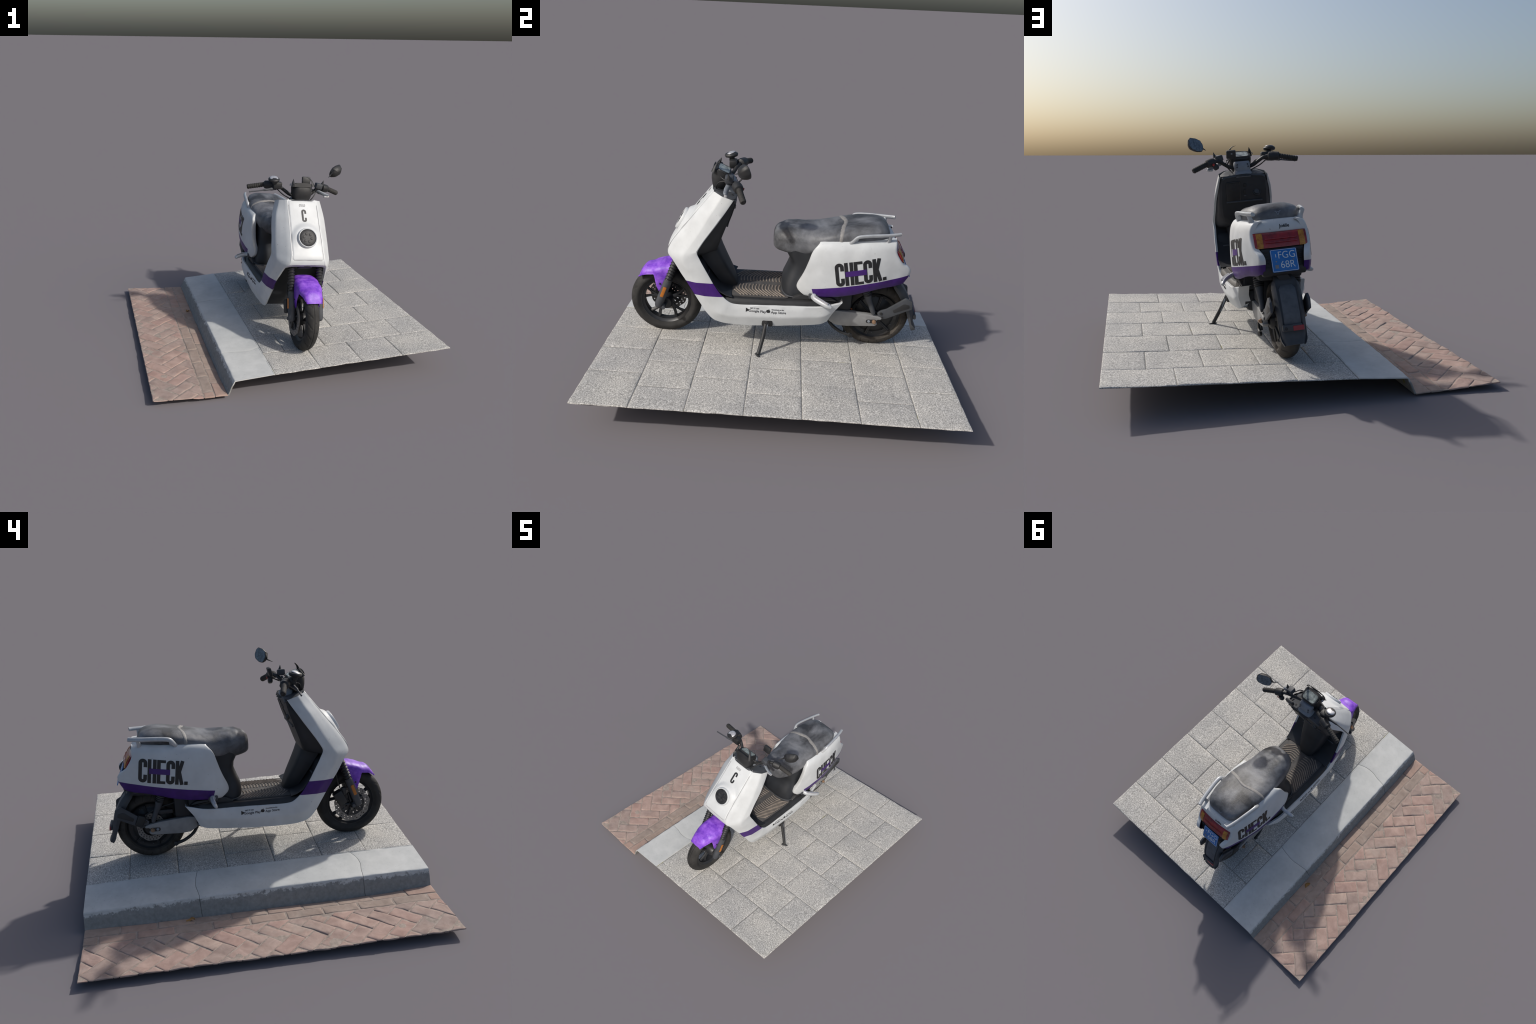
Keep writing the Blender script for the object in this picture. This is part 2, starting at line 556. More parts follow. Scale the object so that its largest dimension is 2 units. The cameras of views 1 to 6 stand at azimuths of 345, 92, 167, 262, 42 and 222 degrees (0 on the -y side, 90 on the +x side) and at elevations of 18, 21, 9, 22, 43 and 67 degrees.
def decal(name, shape, origin, u, v, mat, parent, bvh=None, lift=0.0012, thick=0.0016):
    vs, fs = shape
    O, U, W = V(origin), V(u), V(v)
    N = U.cross(W).normalized()
    out = []
    for p in vs:
        q = O + U * float(p[0]) + W * float(p[1])
        if bvh:
            hit = bvh.ray_cast(q + N * 0.08, -N, 0.2)
            if hit[0] is not None:
                q = hit[0]
        out.append(q + N * lift)
    bm = bmesh.new()
    bv = [bm.verts.new(p) for p in out]
    for f in fs:
        try:
            bm.faces.new([bv[i] for i in f])
        except ValueError:
            pass
    bmesh.ops.remove_doubles(bm, verts=bm.verts, dist=1e-5)
    for f in bm.faces:
        f.normal_update()
        if f.normal.dot(N) < 0:
            f.normal_flip()
    shell_bm(bm, thick)
    me = bpy.data.meshes.new(name)
    bm.to_mesh(me)
    bm.free()
    return finish(name, me, mat, parent, 30)

# ================================================================== THE GROUND
street = bpy.data.objects.new("pavement", None)
SCENE.objects.link(street)
street["label"] = "square patch of granite pavement with concrete kerb and brick road"
street["category"] = "pavement"

def pave_z(x, y):
    return 0.1375 + 0.0425 * x - 0.0105 * y + kerb_bow(x, y) - 0.005 * math.exp(-((x - 0.75) / 0.25) ** 2 - ((y - 0.6) / 0.3) ** 2)

def kerb_bow(x, y):
    """the pavement swells slightly where slabs meet the kerb, and sags at its cut ends"""
    swell = 0.005 * math.exp(-((x + 0.18) / 0.11) ** 2) * (1 - abs(y) ** 3)
    w = min(1.0, max(0.0, (-0.25 - x) / 0.2))
    return swell + w * (0.002 - 0.007 * abs(y) ** 4)

def foot_z(y):
    return 0.0098 + 0.021 * max(0.0, (-y - 0.45) / 0.55) ** 1.6 + 0.007 * max(0.0, (y - 0.6) / 0.4)

def brick_z(x, y):
    t = min(1.0, max(0.0, (-0.536 - x) / 0.075))
    field = 0.0265 - 0.0080 * y + max(0.0, -0.66 - x) * 0.052 + 0.006 * max(0.0, y - 0.5) * max(0.0, -0.7 - x) * 8
    z = foot_z(y) * (1 - t) + field * t
    return z + (0.0055 * noise.noise(V((x * 6.5, y * 6.5, 3.1))) + 0.003 * noise.noise(V((x * 17, y * 17, 9.0)))) * min(1.0, max(0.12, (-0.58 - x) * 7))

def clip_poly(poly, x0, x1, y0, y1):
    def cut(p, inside, inter):
        out = []
        for i in range(len(p)):
            a, b = p[i - 1], p[i]
            if inside(b):
                if not inside(a):
                    out.append(inter(a, b))
                out.append(b)
            elif inside(a):
                out.append(inter(a, b))
        return out
    for ax, lim, sg in ((0, x0, 1), (0, x1, -1), (1, y0, 1), (1, y1, -1)):
        def inter(a, b, ax=ax, lim=lim):
            t = (lim - a[ax]) / (b[ax] - a[ax])
            return (a[0] + (b[0] - a[0]) * t, a[1] + (b[1] - a[1]) * t)
        poly = cut(poly, lambda p, ax=ax, lim=lim, sg=sg: sg * (p[ax] - lim) >= -1e-9, inter)
        if not poly:
            break
    return poly

def area(p):
    return 0.5 * abs(sum(p[i - 1][0] * p[i][1] - p[i][0] * p[i - 1][1] for i in range(len(p))))

def tile(name, poly, height, mat, edge=0.004, drop=0.003, depth=0.006, lump=0.001, step=0.03, lift=0.0, lump_scale=9.0, ragged=0.0045):
    cx = sum(p[0] for p in poly) / len(poly)
    cy = sum(p[1] for p in poly) / len(poly)
    ring = []
    for i in range(len(poly)):
        a, b = np.array(poly[i - 1]), np.array(poly[i])
        n = max(1, int(np.linalg.norm(b - a) / step))
        for k in range(n):
            ring.append(a + (b - a) * k / n)
    rows = []
    seed = random.random() * 50
    def put(p, dz):
        x, y = float(p[0]), float(p[1])
        rim = max(abs(x), abs(y))
        if rim > .985:                              # torn outer border
            dz += ragged * noise.noise(V((x * 14, y * 14, 8.0)))
        return (x, y, height(x, y) + dz + lift)
    def inset(d):
        out = []
        for p in ring:
            c = np.array((cx, cy)) - p
            out.append(p + c * min(0.9, d / max(1e-6, np.linalg.norm(c))))
        return out
    def bumpz(p, k=1.0):
        return k * lump * noise.noise(V((p[0] * lump_scale + seed, p[1] * lump_scale, seed)))
    rows.append([put(p, -depth) for p in ring])
    rows.append([put(p, -drop) for p in ring])
    rows.append([put(p, -drop * 0.3 + bumpz(p, 0.5)) for p in inset(edge * 0.5)])
    rows.append([put(p, bumpz(p)) for p in inset(edge * 1.4)])
    base = inset(edge * 1.4)
    for s in (0.75, 0.5, 0.25):
        rows.append([put(q, bumpz(q)) for q in (np.array((cx, cy)) + (p - np.array((cx, cy))) * s for p in base)])
    vs, fs = grid(rows, wrap_u=True)
    m = len(ring)
    vs.append(put((cx, cy), bumpz((cx, cy))))
    k = len(vs) - 1
    top = len(rows) - 1
    fs += [(top * m + j, top * m + (j + 1) % m, k) for j in range(m)]
    fs.append(tuple(range(m)))
    return obj_from(name, vs, fs, mat, street, 50)

# granite slabs: columns running across the pavement, staggered by half a slab
COLS = [-0.998, -0.700, -0.420, -0.126, 0.164, 0.456, 0.746, 0.999]
SEAM, GAP = -0.228, 0.0019
for c in range(7):
    y0, y1 = COLS[c], COLS[c + 1]
    start = 0.078 if c % 2 == 0 else -0.075
    cuts = [SEAM + 0.003] + [start + 0.2865 * k for k in range(5) if -0.2 < start + 0.2865 * k < 0.90] + [0.998]
    for a, b in zip(cuts[:-1], cuts[1:]):
        ga = 0 if a == cuts[0] else GAP
        gb = 0 if b == cuts[-1] else GAP
        g0 = 0 if c == 0 else GAP
        g1 = 0 if c == 6 else GAP
        j = [random.uniform(-0.0012, 0.0012) for _ in range(8)]
        poly = [(a + ga + (j[0] if ga else 0), y0 + g0), (b - gb, y0 + g0), (b - gb + (j[1] if gb else 0), y1 - g1), (a + ga, y1 - g1)]
        tile("paving_slab", poly, pave_z, M_GRANITE, edge=0.005, drop=0.0026, lump=0.0030, step=0.035, lift=random.uniform(-0.001, 0.001), lump_scale=6)

def sheet(xs, y0, y1, height, t, ny=24):
    rows = [[(x, y0 + (y1 - y0) * k / ny, height(x, y0 + (y1 - y0) * k / ny)) for k in range(ny + 1)] for x in xs]
    vs, fs = grid(rows)
    return solid(vs, fs, t)

vs, fs = sheet(np.linspace(SEAM - 0.01, 0.996, 14), -0.996, 0.997, lambda x, y: pave_z(x, y) - 0.0030, 0.004)
obj_from("joint_bed", vs, fs, M_BED, street, 60)["kind"] = "stuff"

# kerb stones: rounded nose, leaning face, split by two wandering cracks
def kerb_profile(y):
    z = lambda x: pave_z(x, y)
    fz = foot_z(y)
    e = z(-0.488)
    return [(SEAM, z(SEAM) - 0.006), (SEAM - 0.001, z(SEAM) - 0.001), (SEAM - 0.006, z(SEAM) + 0.0006), (-0.29, z(-0.29)), (-0.36, z(-0.36)), (-0.42, z(-0.42)), (-0.466, z(-0.466) - 0.0005), (-0.484, e - 0.001), (-0.4905, e - 0.004), (-0.4945, e - 0.010), (-0.4975, e - 0.018), (-0.509, e * .58 + fz * .42), (-0.521, e * .24 + fz * .76), (-0.533, fz - 0.003)]
def crack(yc, x):
    return yc + 0.024 * noise.noise(V((x * 9.0, yc * 7, 0.3))) + 0.010 * noise.noise(V((x * 31.0, yc * 7, 5.3)))
ENDS = [(-0.998, -0.612), (-0.612, 0.358), (0.358, 0.999)]
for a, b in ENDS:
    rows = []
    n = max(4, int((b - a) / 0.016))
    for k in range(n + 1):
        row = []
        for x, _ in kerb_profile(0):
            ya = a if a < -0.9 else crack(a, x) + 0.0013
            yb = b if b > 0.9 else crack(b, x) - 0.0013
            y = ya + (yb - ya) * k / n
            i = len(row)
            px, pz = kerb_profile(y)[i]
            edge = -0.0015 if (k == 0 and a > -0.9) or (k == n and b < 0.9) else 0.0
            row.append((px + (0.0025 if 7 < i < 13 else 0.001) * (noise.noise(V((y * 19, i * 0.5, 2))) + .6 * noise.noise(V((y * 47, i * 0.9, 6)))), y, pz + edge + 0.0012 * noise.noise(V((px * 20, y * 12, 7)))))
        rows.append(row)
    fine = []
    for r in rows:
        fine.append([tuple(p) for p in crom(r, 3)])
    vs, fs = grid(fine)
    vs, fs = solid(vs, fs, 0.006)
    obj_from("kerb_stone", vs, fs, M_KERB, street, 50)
rows = [[(x + 0.005, y, z - 0.004) for x, z in kerb_profile(y)] for y in np.linspace(-0.996, 0.997, 20)]
vs, fs = solid(*grid(rows), 0.003)
obj_from("kerb_bed", vs, fs, M_BED, street, 60)["kind"] = "stuff"

# brick road: two gutter courses and a diagonal herringbone field
BX1 = -0.531
for x0, x1, off, L in ((-0.612, BX1, 0.03, 0.204), (-0.682, -0.614, 0.14, 0.206)):
    y = -0.999 - off
    while y < 0.998:
        p = clip_poly([(x0 + 0.002, y + 0.004), (x1 - 0.001, y + 0.004), (x1 - 0.001, y + L - 0.004), (x0 + 0.002, y + L - 0.004)], -0.999, 0.0, -0.999, 0.999)
        if len(p) > 2 and area(p) > 0.0006:
            tile("gutter_brick", p, brick_z, M_GUTTER, edge=0.006, drop=0.0034, depth=0.008, lump=0.0026, step=0.03, lift=random.uniform(-0.0015, 0.0015))
        y += L
W = 0.086
cs = math.cos(math.radians(45))
for i in range(-30, 31):
    for jn in range(-16, 17):
        bx, by = i + 2 * jn, i - 2 * jn
        for rx, ry, w, h in ((0, 0, 2, 1), (0, 1, 1, 2)):
            g = 0.028
            sq = [(bx + rx + g, by + ry + g), (bx + rx + w - g, by + ry + g), (bx + rx + w - g, by + ry + h - g), (bx + rx + g, by + ry + h - g)]
            pts = [((p[0] - p[1]) * cs * W - 0.83, (p[0] + p[1]) * cs * W + 0.02) for p in sq]
            if max(p[0] for p in pts) < -1.0 or min(p[0] for p in pts) > -0.68 or max(p[1] for p in pts) < -1 or min(p[1] for p in pts) > 1:
                continue
            p = clip_poly(pts, -0.999, -0.686, -0.999, 0.999)
            if len(p) > 2 and area(p) > 0.0007:
                p = [(q[0], q[1]) for q in p]
                tile("road_brick", p, brick_z, M_BRICK, edge=0.007, drop=0.0034, depth=0.008, lump=0.0036, step=0.024, lift=random.uniform(-0.002, 0.002), lump_scale=11)
vs, fs = sheet(np.linspace(-0.997, -0.529, 60), -0.997, 0.997, lambda x, y: brick_z(x, y) - 0.0058, 0.003, 240)
obj_from("brick_bed", vs, fs, M_BRICKBED, street, 60)["kind"] = "stuff"
# one dry leaf in the gutter
rows = []
for k in range(7):
    t = k / 6
    w = 0.014 * math.sin(math.pi * min(1, t * 0.94 + 0.06)) ** 0.7
    yy = 0.395 + 0.05 * t
    rows.append([(-0.572 + 0.012 * math.sin(t * 3) + w * s, yy, brick_z(-0.57, yy) + 0.006 + 0.010 * abs(s) * math.sin(t * 5 + 1)) for s in (-1, -0.5, 0, 0.5, 1)])
vs, fs = solid(*grid(rows), 0.0008)
obj_from("fallen_leaf", vs, fs, M_LEAF, street, 60)

# ================================================================== THE SCOOTER
LEAN = 0.08
scooter = bpy.data.objects.new("electric_scooter", None)
SCENE.objects.link(scooter)
scooter.location = (0.042, 0.0, 0.127)
scooter.rotation_euler = (0.0, LEAN, 0.0)
scooter["label"] = "white electric scooter with purple fender, black seat and lettering"
scooter["category"] = "scooter"

def part(name, geo, mat, parent=None, smooth=40.0):
    return obj_from(name, geo[0], geo[1], mat, parent or scooter, smooth)

# ---------------------------------------------------------------- body shell (white)
# stations down the side of the shield and along the footboard:
# front edge, ridge, rear edge -- each (x, y, z) on the left side
ST = [
 ((.108, -.374, .978), (.150, -.324, .964), (.158, -.262, .946)),
 ((.110, -.470, .855), (.172, -.388, .860), (.182, -.328, .843)),
 ((.113, -.556, .744), (.182, -.453, .747), (.193, -.395, .745)),
 ((.117, -.622, .652), (.186, -.514, .650), (.199, -.443, .672)),
 ((.128, -.634, .598), (.187, -.541, .600), (.201, -.459, .632)),
 ((.146, -.606, .566), (.189, -.530, .545), (.201, -.444, .592)),
 ((.163, -.560, .495), (.197, -.482, .480), (.206, -.412, .535)),
 ((.175, -.512, .425), (.203, -.434, .402), (.211, -.366, .452)),
 ((.182, -.464, .345), (.204, -.388, .328), (.213, -.324, .390)),
 ((.186, -.405, .250), (.209, -.332, .264), (.213, -.278, .344)),
 ((.184, -.350, .198), (.210, -.280, .250), (.211, -.236, .329)),
 ((.186, -.250, .180), (.214, -.200, .252), (.212, -.150, .329)),
 ((.194, -.050, .186), (.222, -.050, .262), (.216, -.050, .334)),
 ((.192, .100, .196), (.222, .100, .268), (.216, .100, .338)),
 ((.184, .250, .209), (.210, .270, .280), (.210, .255, .341)),
 ((.172, .303, .226), (.190, .335, .298), (.190, .380, .364)),
]
def cross_section(F, R, B, top):
    F, R, B = V(F), V(R), V(B)
    e = 0.10
    pts = []
    if not top:
        inn = V((-0.016, 0.012, 0.004))
        pts += [F + inn, F + V((-0.005, -0.001, 0))]
    pts += [F.lerp(R, 0.03), F.lerp(R, 0.3), F.lerp(R, 0.6), F.lerp(R, 1 - e * 1.3), (F.lerp(R, 1 - e) + R.lerp(B, e) + R * 2) / 4 + V((0.0, 0, 0)), R.lerp(B, e * 1.3), R.lerp(B, 0.5), R.lerp(B, 0.95), B + V((-0.003, 0.003, 0.001)), B + V((-0.016, 0.001, -0.001))]
    return pts

flat = [sum((tuple(p) for p in s), ()) for s in ST]
dense = crom(flat, 6)
sections = []
for k, row in enumerate(dense):
    F, R, B = row[0:3], row[3:6], row[6:9]
    sections.append(cross_section(F, R, B, False))
shell = grid(sections)
end = sections[-1]
inner_end = [V((p[0] - 0.06 if p[0] > 0.13 else p[0], p[1] - 0.0, p[2])) for p in end]
shell = merge(shell, grid([end, inner_end]))
shell = (rumple(shell[0], 0.0016, 16, 3), shell[1])
left = part("body_side_shell", shell, M_SHIELD, smooth=32)
ms = mirrored(shell)
def swell_right(v):
    w = min(1.0, max(0.0, (v[2] - .36) / .12)) * min(1.0, max(0.0, (.95 - v[2]) / .08)) * min(1.0, max(0.0, (-v[0] - .115) / .05))
    return (v[0] - .008 * w, v[1], v[2])
ms = ([swell_right(v) for v in ms[0]], ms[1])
right = part("body_side_shell", ms, M_SHIELD, smooth=32)
bvh_left = BVHTree.FromPolygons([V(v) for v in shell[0]], shell[1])
bvh_right = BVHTree.FromPolygons([V(v) for v in ms[0]], ms[1])

# front face between the two sides, down to the nose and curling under it
face_rows = []
for k, row in enumerate(dense):
    if k > 30:
        break
    F = row[0:3]
    n = 14
    r = []
    for j in range(n + 1):
        s = -1 + 2 * j / n
        bow = 0.006 * (1 - s * s)
        under = max(0.0, (k - 24) / 6.0)
        r.append((F[0] * s, F[1] - bow * (0.8) - under * (1 - s * s) * 0.012, F[2] + bow * 0.62 + under * (1 - s ** 4) * 0.012))
    face_rows.append(r)
face = grid(face_rows)
lastr = face_rows[-1]
face = merge(face, grid([lastr, [(p[0] * 0.93, p[1] + 0.03, p[2] + 0.006) for p in lastr]]))
part("front_face", (rumple(face[0], 0.0010, 16, 5), face[1]), M_WHITE, smooth=40)
bvh_face = BVHTree.FromPolygons([V(v) for v in face[0]], face[1])

# raised centre panel with rounded lower corners and a bulge round the lamp
LAMP = V((0.0, -0.570, 0.765))
LAMP_AX = V((0.0, -0.875, 0.485)).normalized()
def face_point(s, k):
    """s in -1..1 across, k fractional station index on the front face"""
    i = min(int(k), len(dense) - 2)
    f = k - i
    F = dense[i][0:3] * (1 - f) + dense[i + 1][0:3] * f
    bow = 0.006 * (1 - s * s)
    return V((F[0] * s, F[1] - bow * 0.8, F[2] + bow * 0.62))
NORM = V((0, -0.782, 0.623))
rows = []
for a in range(49):
    k = 0.15 + (20.6 - 0.15) * a / 48
    narrow = 1.0
    if k > 18.6:
        narrow = 1 - 0.16 * (1 - math.sqrt(max(0.0, 1 - ((k - 18.6) / 2.0) ** 2)))
    r = []
    for j in range(41):
        s = (-1 + 2 * j / 40) * 0.93 * narrow
        p = face_point(s, k)
        edge = min(1.0, (1 - abs(-1 + 2 * j / 40)) * 26, a * 3.0 + 0.05, (48 - a) * 1.2)
        p = p + NORM * (-0.003 + 0.0060 * min(1.0, max(0.0, edge)))
        # lamp bulge: cone rising to the lamp ring
        d = p - LAMP
        rad = (d - LAMP_AX * d.dot(LAMP_AX)).length
        h = d.dot(LAMP_AX)
        if rad < 0.12:
            t = max(0.0, min(1.0, (0.112 - rad) / 0.040))
            t = t * t * (3 - 2 * t)
            target = -0.006
            if h < target:
                p = p + LAMP_AX * (target - h) * t
        r.append(p)
    rows.append(r)
panel = grid(rows)
panel = (rumple(panel[0], 0.0008, 20, 9), panel[1])
part("front_panel", panel, M_WHITE, smooth=50)
seam = [rows[a][0] for a in range(3, 49, 3)] + [rows[48][j] for j in range(2, 40, 2)] + [rows[a][40] for a in range(48, 2, -3)]
part("panel_seam", sweep([p + NORM * .0022 for p in seam], .0016, 6), M_GREYINK)  # grey tube drawing the shadow line in the gap round the panel
bvh_panel = BVHTree.FromPolygons([V(v) for v in panel[0]], panel[1])

lamp = part("headlight", revolve([(-0.03, 0.055), (0.006, 0.0585), (0.0085, 0.054), (0.0095, 0.035), (0.010, 0.01), (0.010, 0.0005)], LAMP, LAMP_AX), M_GLASS)
ring = [(-0.03, 0.071), (-0.004, 0.0695), (0.008, 0.067), (0.0115, 0.063), (0.0105, 0.0595), (0.002, 0.0575), (-0.03, 0.057)]
x, y, z = frame(LAMP_AX)
rr = [[LAMP + z * h + (x * math.cos(a) + y * math.sin(a)) * r for h, r in ring] for a in (2 * math.pi * k / 56 for k in range(56))]
part("headlight_ring", grid(rr, wrap_v=True), M_WHITE, lamp)
for k in range(6):
    a = math.pi / 3 * k
    c = LAMP + z * 0.008 + (x * math.cos(a) + y * math.sin(a)) * 0.027
    part("lamp_lens", revolve([(0, 0.011), (0.003, 0.010), (0.0045, 0.005), (0.0048, 0.0003)], c, LAMP_AX, 14), M_BLACK, lamp)

# ---------------------------------------------------------------- black inner parts
# top deck behind the front face
rows = []
for y, w, z in ((-.388, .104, .980), (-.365, .125, .977), (-.335, .143, .968), (-.30, .150, .958), (-.268, .150, .952), (-.250, .140, .950), (-.246, .136, .938)):
    rows.append([(w * s, y + 0.02 * abs(s) ** 3 * (1 if y < -.3 else 0.0), z - 0.010 * abs(s) ** 2 + (0.004 if abs(s) < .9 else -0.004)) for s in np.linspace(-1, 1, 15)])
deck = solid(*grid(rows), 0.006)
part("top_deck", deck, M_GREYP)
for s in (-1, 1):
    part("deck_plug", revolve([(0, 0.008), (0.004, 0.007), (0.0045, 0.001)], (0.085 * s, -0.272, 0.951), (0, 0.2, 1), 16), M_INK)

# upper rear face (glove box block) : (z, rear y, half width of flat, white-edge x, white-edge y)
UP = [(.948, -.250, .136, .150, -.262), (.90, -.258, .143, .158, -.293), (.84, -.277, .148, .168, -.334), (.77, -.302, .150, .176, -.380), (.70, -.327, .146, .182, -.428), (.655, -.342, .135, .186, -.462), (.625, -.352, .122, .188, -.480), (.608, -.385, .112, .188, -.485), (.604, -.45, .11, .188, -.486)]
rows = []
for z, yr, w, xb, yb in UP:
    half = [(xb, yb, z), (xb - 0.004, yb + 0.006, z), ((xb + w) / 2 + .006, yb * .45 + yr * .55, z), (w + .008, yr - 0.016, z), (w - .004, yr - .003, z), (w * .66, yr, z), (w * .33, yr + .001, z)]
    rows.append(half + [(0, yr + .001, z)] + [(-a, b, c) for a, b, c in reversed(half)])
rows = [[tuple(p) for p in crom(r, 1)] for r in rows]
part("inner_shield", grid(rows), M_INNER, smooth=40)
# glove compartment, latch column, key lock on the rear face
def rear_y(z):
    return lerp_table([(.608, -.385), (.655, -.342), (.70, -.327), (.77, -.302), (.84, -.277), (.90, -.258), (.948, -.250)], z)
def on_rear(x, z, off=0.0):
    return V((x, rear_y(z) + off, z))
tilt = Matrix.Rotation(-0.30, 4, "X")
frame_geo = []
x0, x1, z0, z1 = .027, .112, .785, .905
bar = 0.004
for a, b in (((x0, z0), (x1, z0)), ((x1, z0), (x1, z1)), ((x1, z1), (x0, z1)), ((x0, z1), (x0, z0))):
    frame_geo.append(sweep([on_rear(a[0], a[1], .002), on_rear((a[0] + b[0]) / 2, (a[1] + b[1]) / 2, .002), on_rear(b[0], b[1], .002)], bar, 8))
part("glove_compartment_rim", merge(*frame_geo), M_BLACK)
part("glove_compartment", rbox(on_rear((x0 + x1) / 2, (z0 + z1) / 2, -.003), (x1 - x0, .012, z1 - z0), .003, tilt), M_INK)
part("charging_socket", rbox(on_rear(-.004, .882, .001), (.020, .008, .022), .002, tilt), M_INK)
part("latch", rbox(on_rear(-.003, .838, .001), (.016, .010, .036), .003, tilt), M_INK)
part("latch_tab", rbox(on_rear(-.003, .815, .003), (.016, .010, .010), .003, tilt), M_GREYP)
ax = V((0, 0.95, 0.30))
lock = part("key_lock", revolve([(-.004, .027), (.004, .026), (.006, .020), (.004, .018), (.003, .002)], on_rear(-.080, .835, .001), ax, 30), M_BLACK)
part("key_barrel", revolve([(0, .0165), (.007, .0155), (.0085, .011), (.006, .010), (.006, .001)], on_rear(-.080, .835, .003), ax, 26), M_GREYP, lock)
part("shield_ledge", sweep([on_rear(x, .778 - .0, .003) for x in np.linspace(-.118, .118, 9)], .006, 8), M_GREYP)

# tunnel down to the floor
TN = [(.625, -.352, .098), (.58, -.334, .092), (.52, -.306, .085), (.46, -.275, .074), (.41, -.252, .062), (.380, -.240, .050), (.365, -.237, .046)]
rows = []
for z, yr, w in TN:
    half = [(w + .02, -.47 + (.625 - z) * .62, z), (w + .014, yr - .06, z), (w + .004, yr - .016, z), (w - .008, yr - .003, z), (w * .5, yr, z)]
    rows.append(half + [(0, yr + .001, z)] + [(-a, b, c) for a, b, c in reversed(half)])
part("tunnel", grid(rows), M_INNER, smooth=50)
# foot-well slope behind the wheel arch, full width
rows = []
for y, z, w in ((-.492, .640, .186), (-.470, .585, .190), (-.430, .520, .194), (-.385, .450, .198), (-.340, .398, .202), (-.300, .375, .201), (-.265, .364, .200)):
    rows.append([(w * s, y + .010 * abs(s) ** 6, z + .003 * abs(s) ** 6) for s in np.linspace(-1, 1, 17)])
part("foot_well", solid(*grid(rows), .006), M_INNER)
for s in (-1, 1):
    for q in range(2):
        part("well_clip", rbox((s * .125, -.400 + q * .052, .487 - q * .078), (.055 - q * .0, .010, .007), .002, Matrix.Rotation(math.radians(-58), 4, "X")), M_GREYP if q == 0 else M_BLACK)
# floor tray + mat with chevron ridges
rows = []
for y, w in ((-.30, .205), (-.25, .207), (-.1, .209), (.05, .209), (.18, .204), (.28, .185), (.345, .160)):
    zz = .361 + max(0, y - .20) * .06
    rows.append([(-w, y, zz - .034), (-w + .004, y, zz - .022), (-w + .014, y, zz - .004), (-w + .022, y, zz), (0, y, zz), (w - .022, y, zz), (w - .014, y, zz - .004), (w - .004, y, zz - .022), (w, y, zz - .034)])
part("floor_tray", solid(*grid(rows), .02), M_BLACK)
mat_out = rounded([(-.168, -.27), (.168, -.27), (.170, -.05), (.168, .075), (-.168, .075), (-.170, -.05)], .03)
rows = [[(x, y, .358) for x, y in mat_out], [(x, y, .366) for x, y in mat_out], [(x * .985, y * .985 - .0015, .3675) for x, y in mat_out], [(x * .5, y * .5 - .05, .3675) for x, y in mat_out], [(x * .02, y * .02 - .097, .3675) for x, y in mat_out]]
mat_obj = part("floor_mat", loft(rows), M_MAT)
ridges = []
for s in (-1, 1):
    for k in range(15):
        y = -.262 + k * .0195
        pts = [(s * .160, y + .058), (s * .100, y + .012), (s * .070, y), (s * .022, y + .004)]
        pts = [(px, py) for px, py in pts if -.262 < py < .068 and not (abs(px) < .062 and py < -.232)]
        if len(pts) > 1:
            ridges.append(sweep([(px, py, .3680) for px, py in crom(pts, 3)], .0042, 6))
ro = part("mat_ridges", merge(*ridges), M_RIDGE, mat_obj)
ro["kind"] = "stuff"
# wheel-arch lining and belly
rows = []
for y, z, w in ((-.632, .590, .110), (-.560, .598, .150), (-.490, .592, .172), (-.430, .55, .180), (-.405, .46, .185), (-.385, .36, .186), (-.362, .26, .183), (-.33, .20, .176), (-.24, .186, .166), (0, .188, .160), (.2, .206, .158), (.30, .222, .154), (.32, .26, .150)):
    rows.append([(w * s, y, z) for s in np.linspace(-1, 1, 9)])
part("arch_lining", solid(*grid(rows), -.006), M_INNER)
part("frame_spine", rbox((0, .02, .262), (.29, .60, .13), .03), M_INNER)

# ---------------------------------------------------------------- under-seat body (black waist)
rows = []
for z, yf, w in ((.336, .050, .158), (.352, .024, .157), (.39, .014, .152), (.44, .018, .143), (.49, .038, .135), (.54, .056, .129), (.58, .052, .128), (.62, .032, .130), (.66, .025, .130)):
    r = []
    n = 22
    for k in range(n + 1):
        a = math.pi * k / n
        cx, sy = math.cos(a), math.sin(a)
        r.append((w * .97 * math.copysign(abs(cx) ** .7, cx), yf + .010 + .075 * (1 - abs(sy) ** .8), z))
    r += [(-w, .36, z), (0, .36, z), (w, .36, z)]
    rows.append(r)
part("waist_cover", loft([[tuple(p) for p in r] for r in rows]), M_INNER, smooth=45)
ring = [(p[0] * 1.03, p[1] - .004, .370) for p in rows[1][:23]]
waist_z = .370
part("waist_trim", sweep(ring, .0045, 8), M_GREYP)
part("inner_box", rbox((0, .38, .560), (.25, .50, .27), .03), M_INNER)
# sloping black ledges either side under the covers
for s in (-1, 1):
    part("side_ledge", prism(rounded([(.10, .340), (.362, .358), (.32, .385), (.14, .395), (.09, .37)], .01), s * .12, s * .172, .006), M_BLACK)

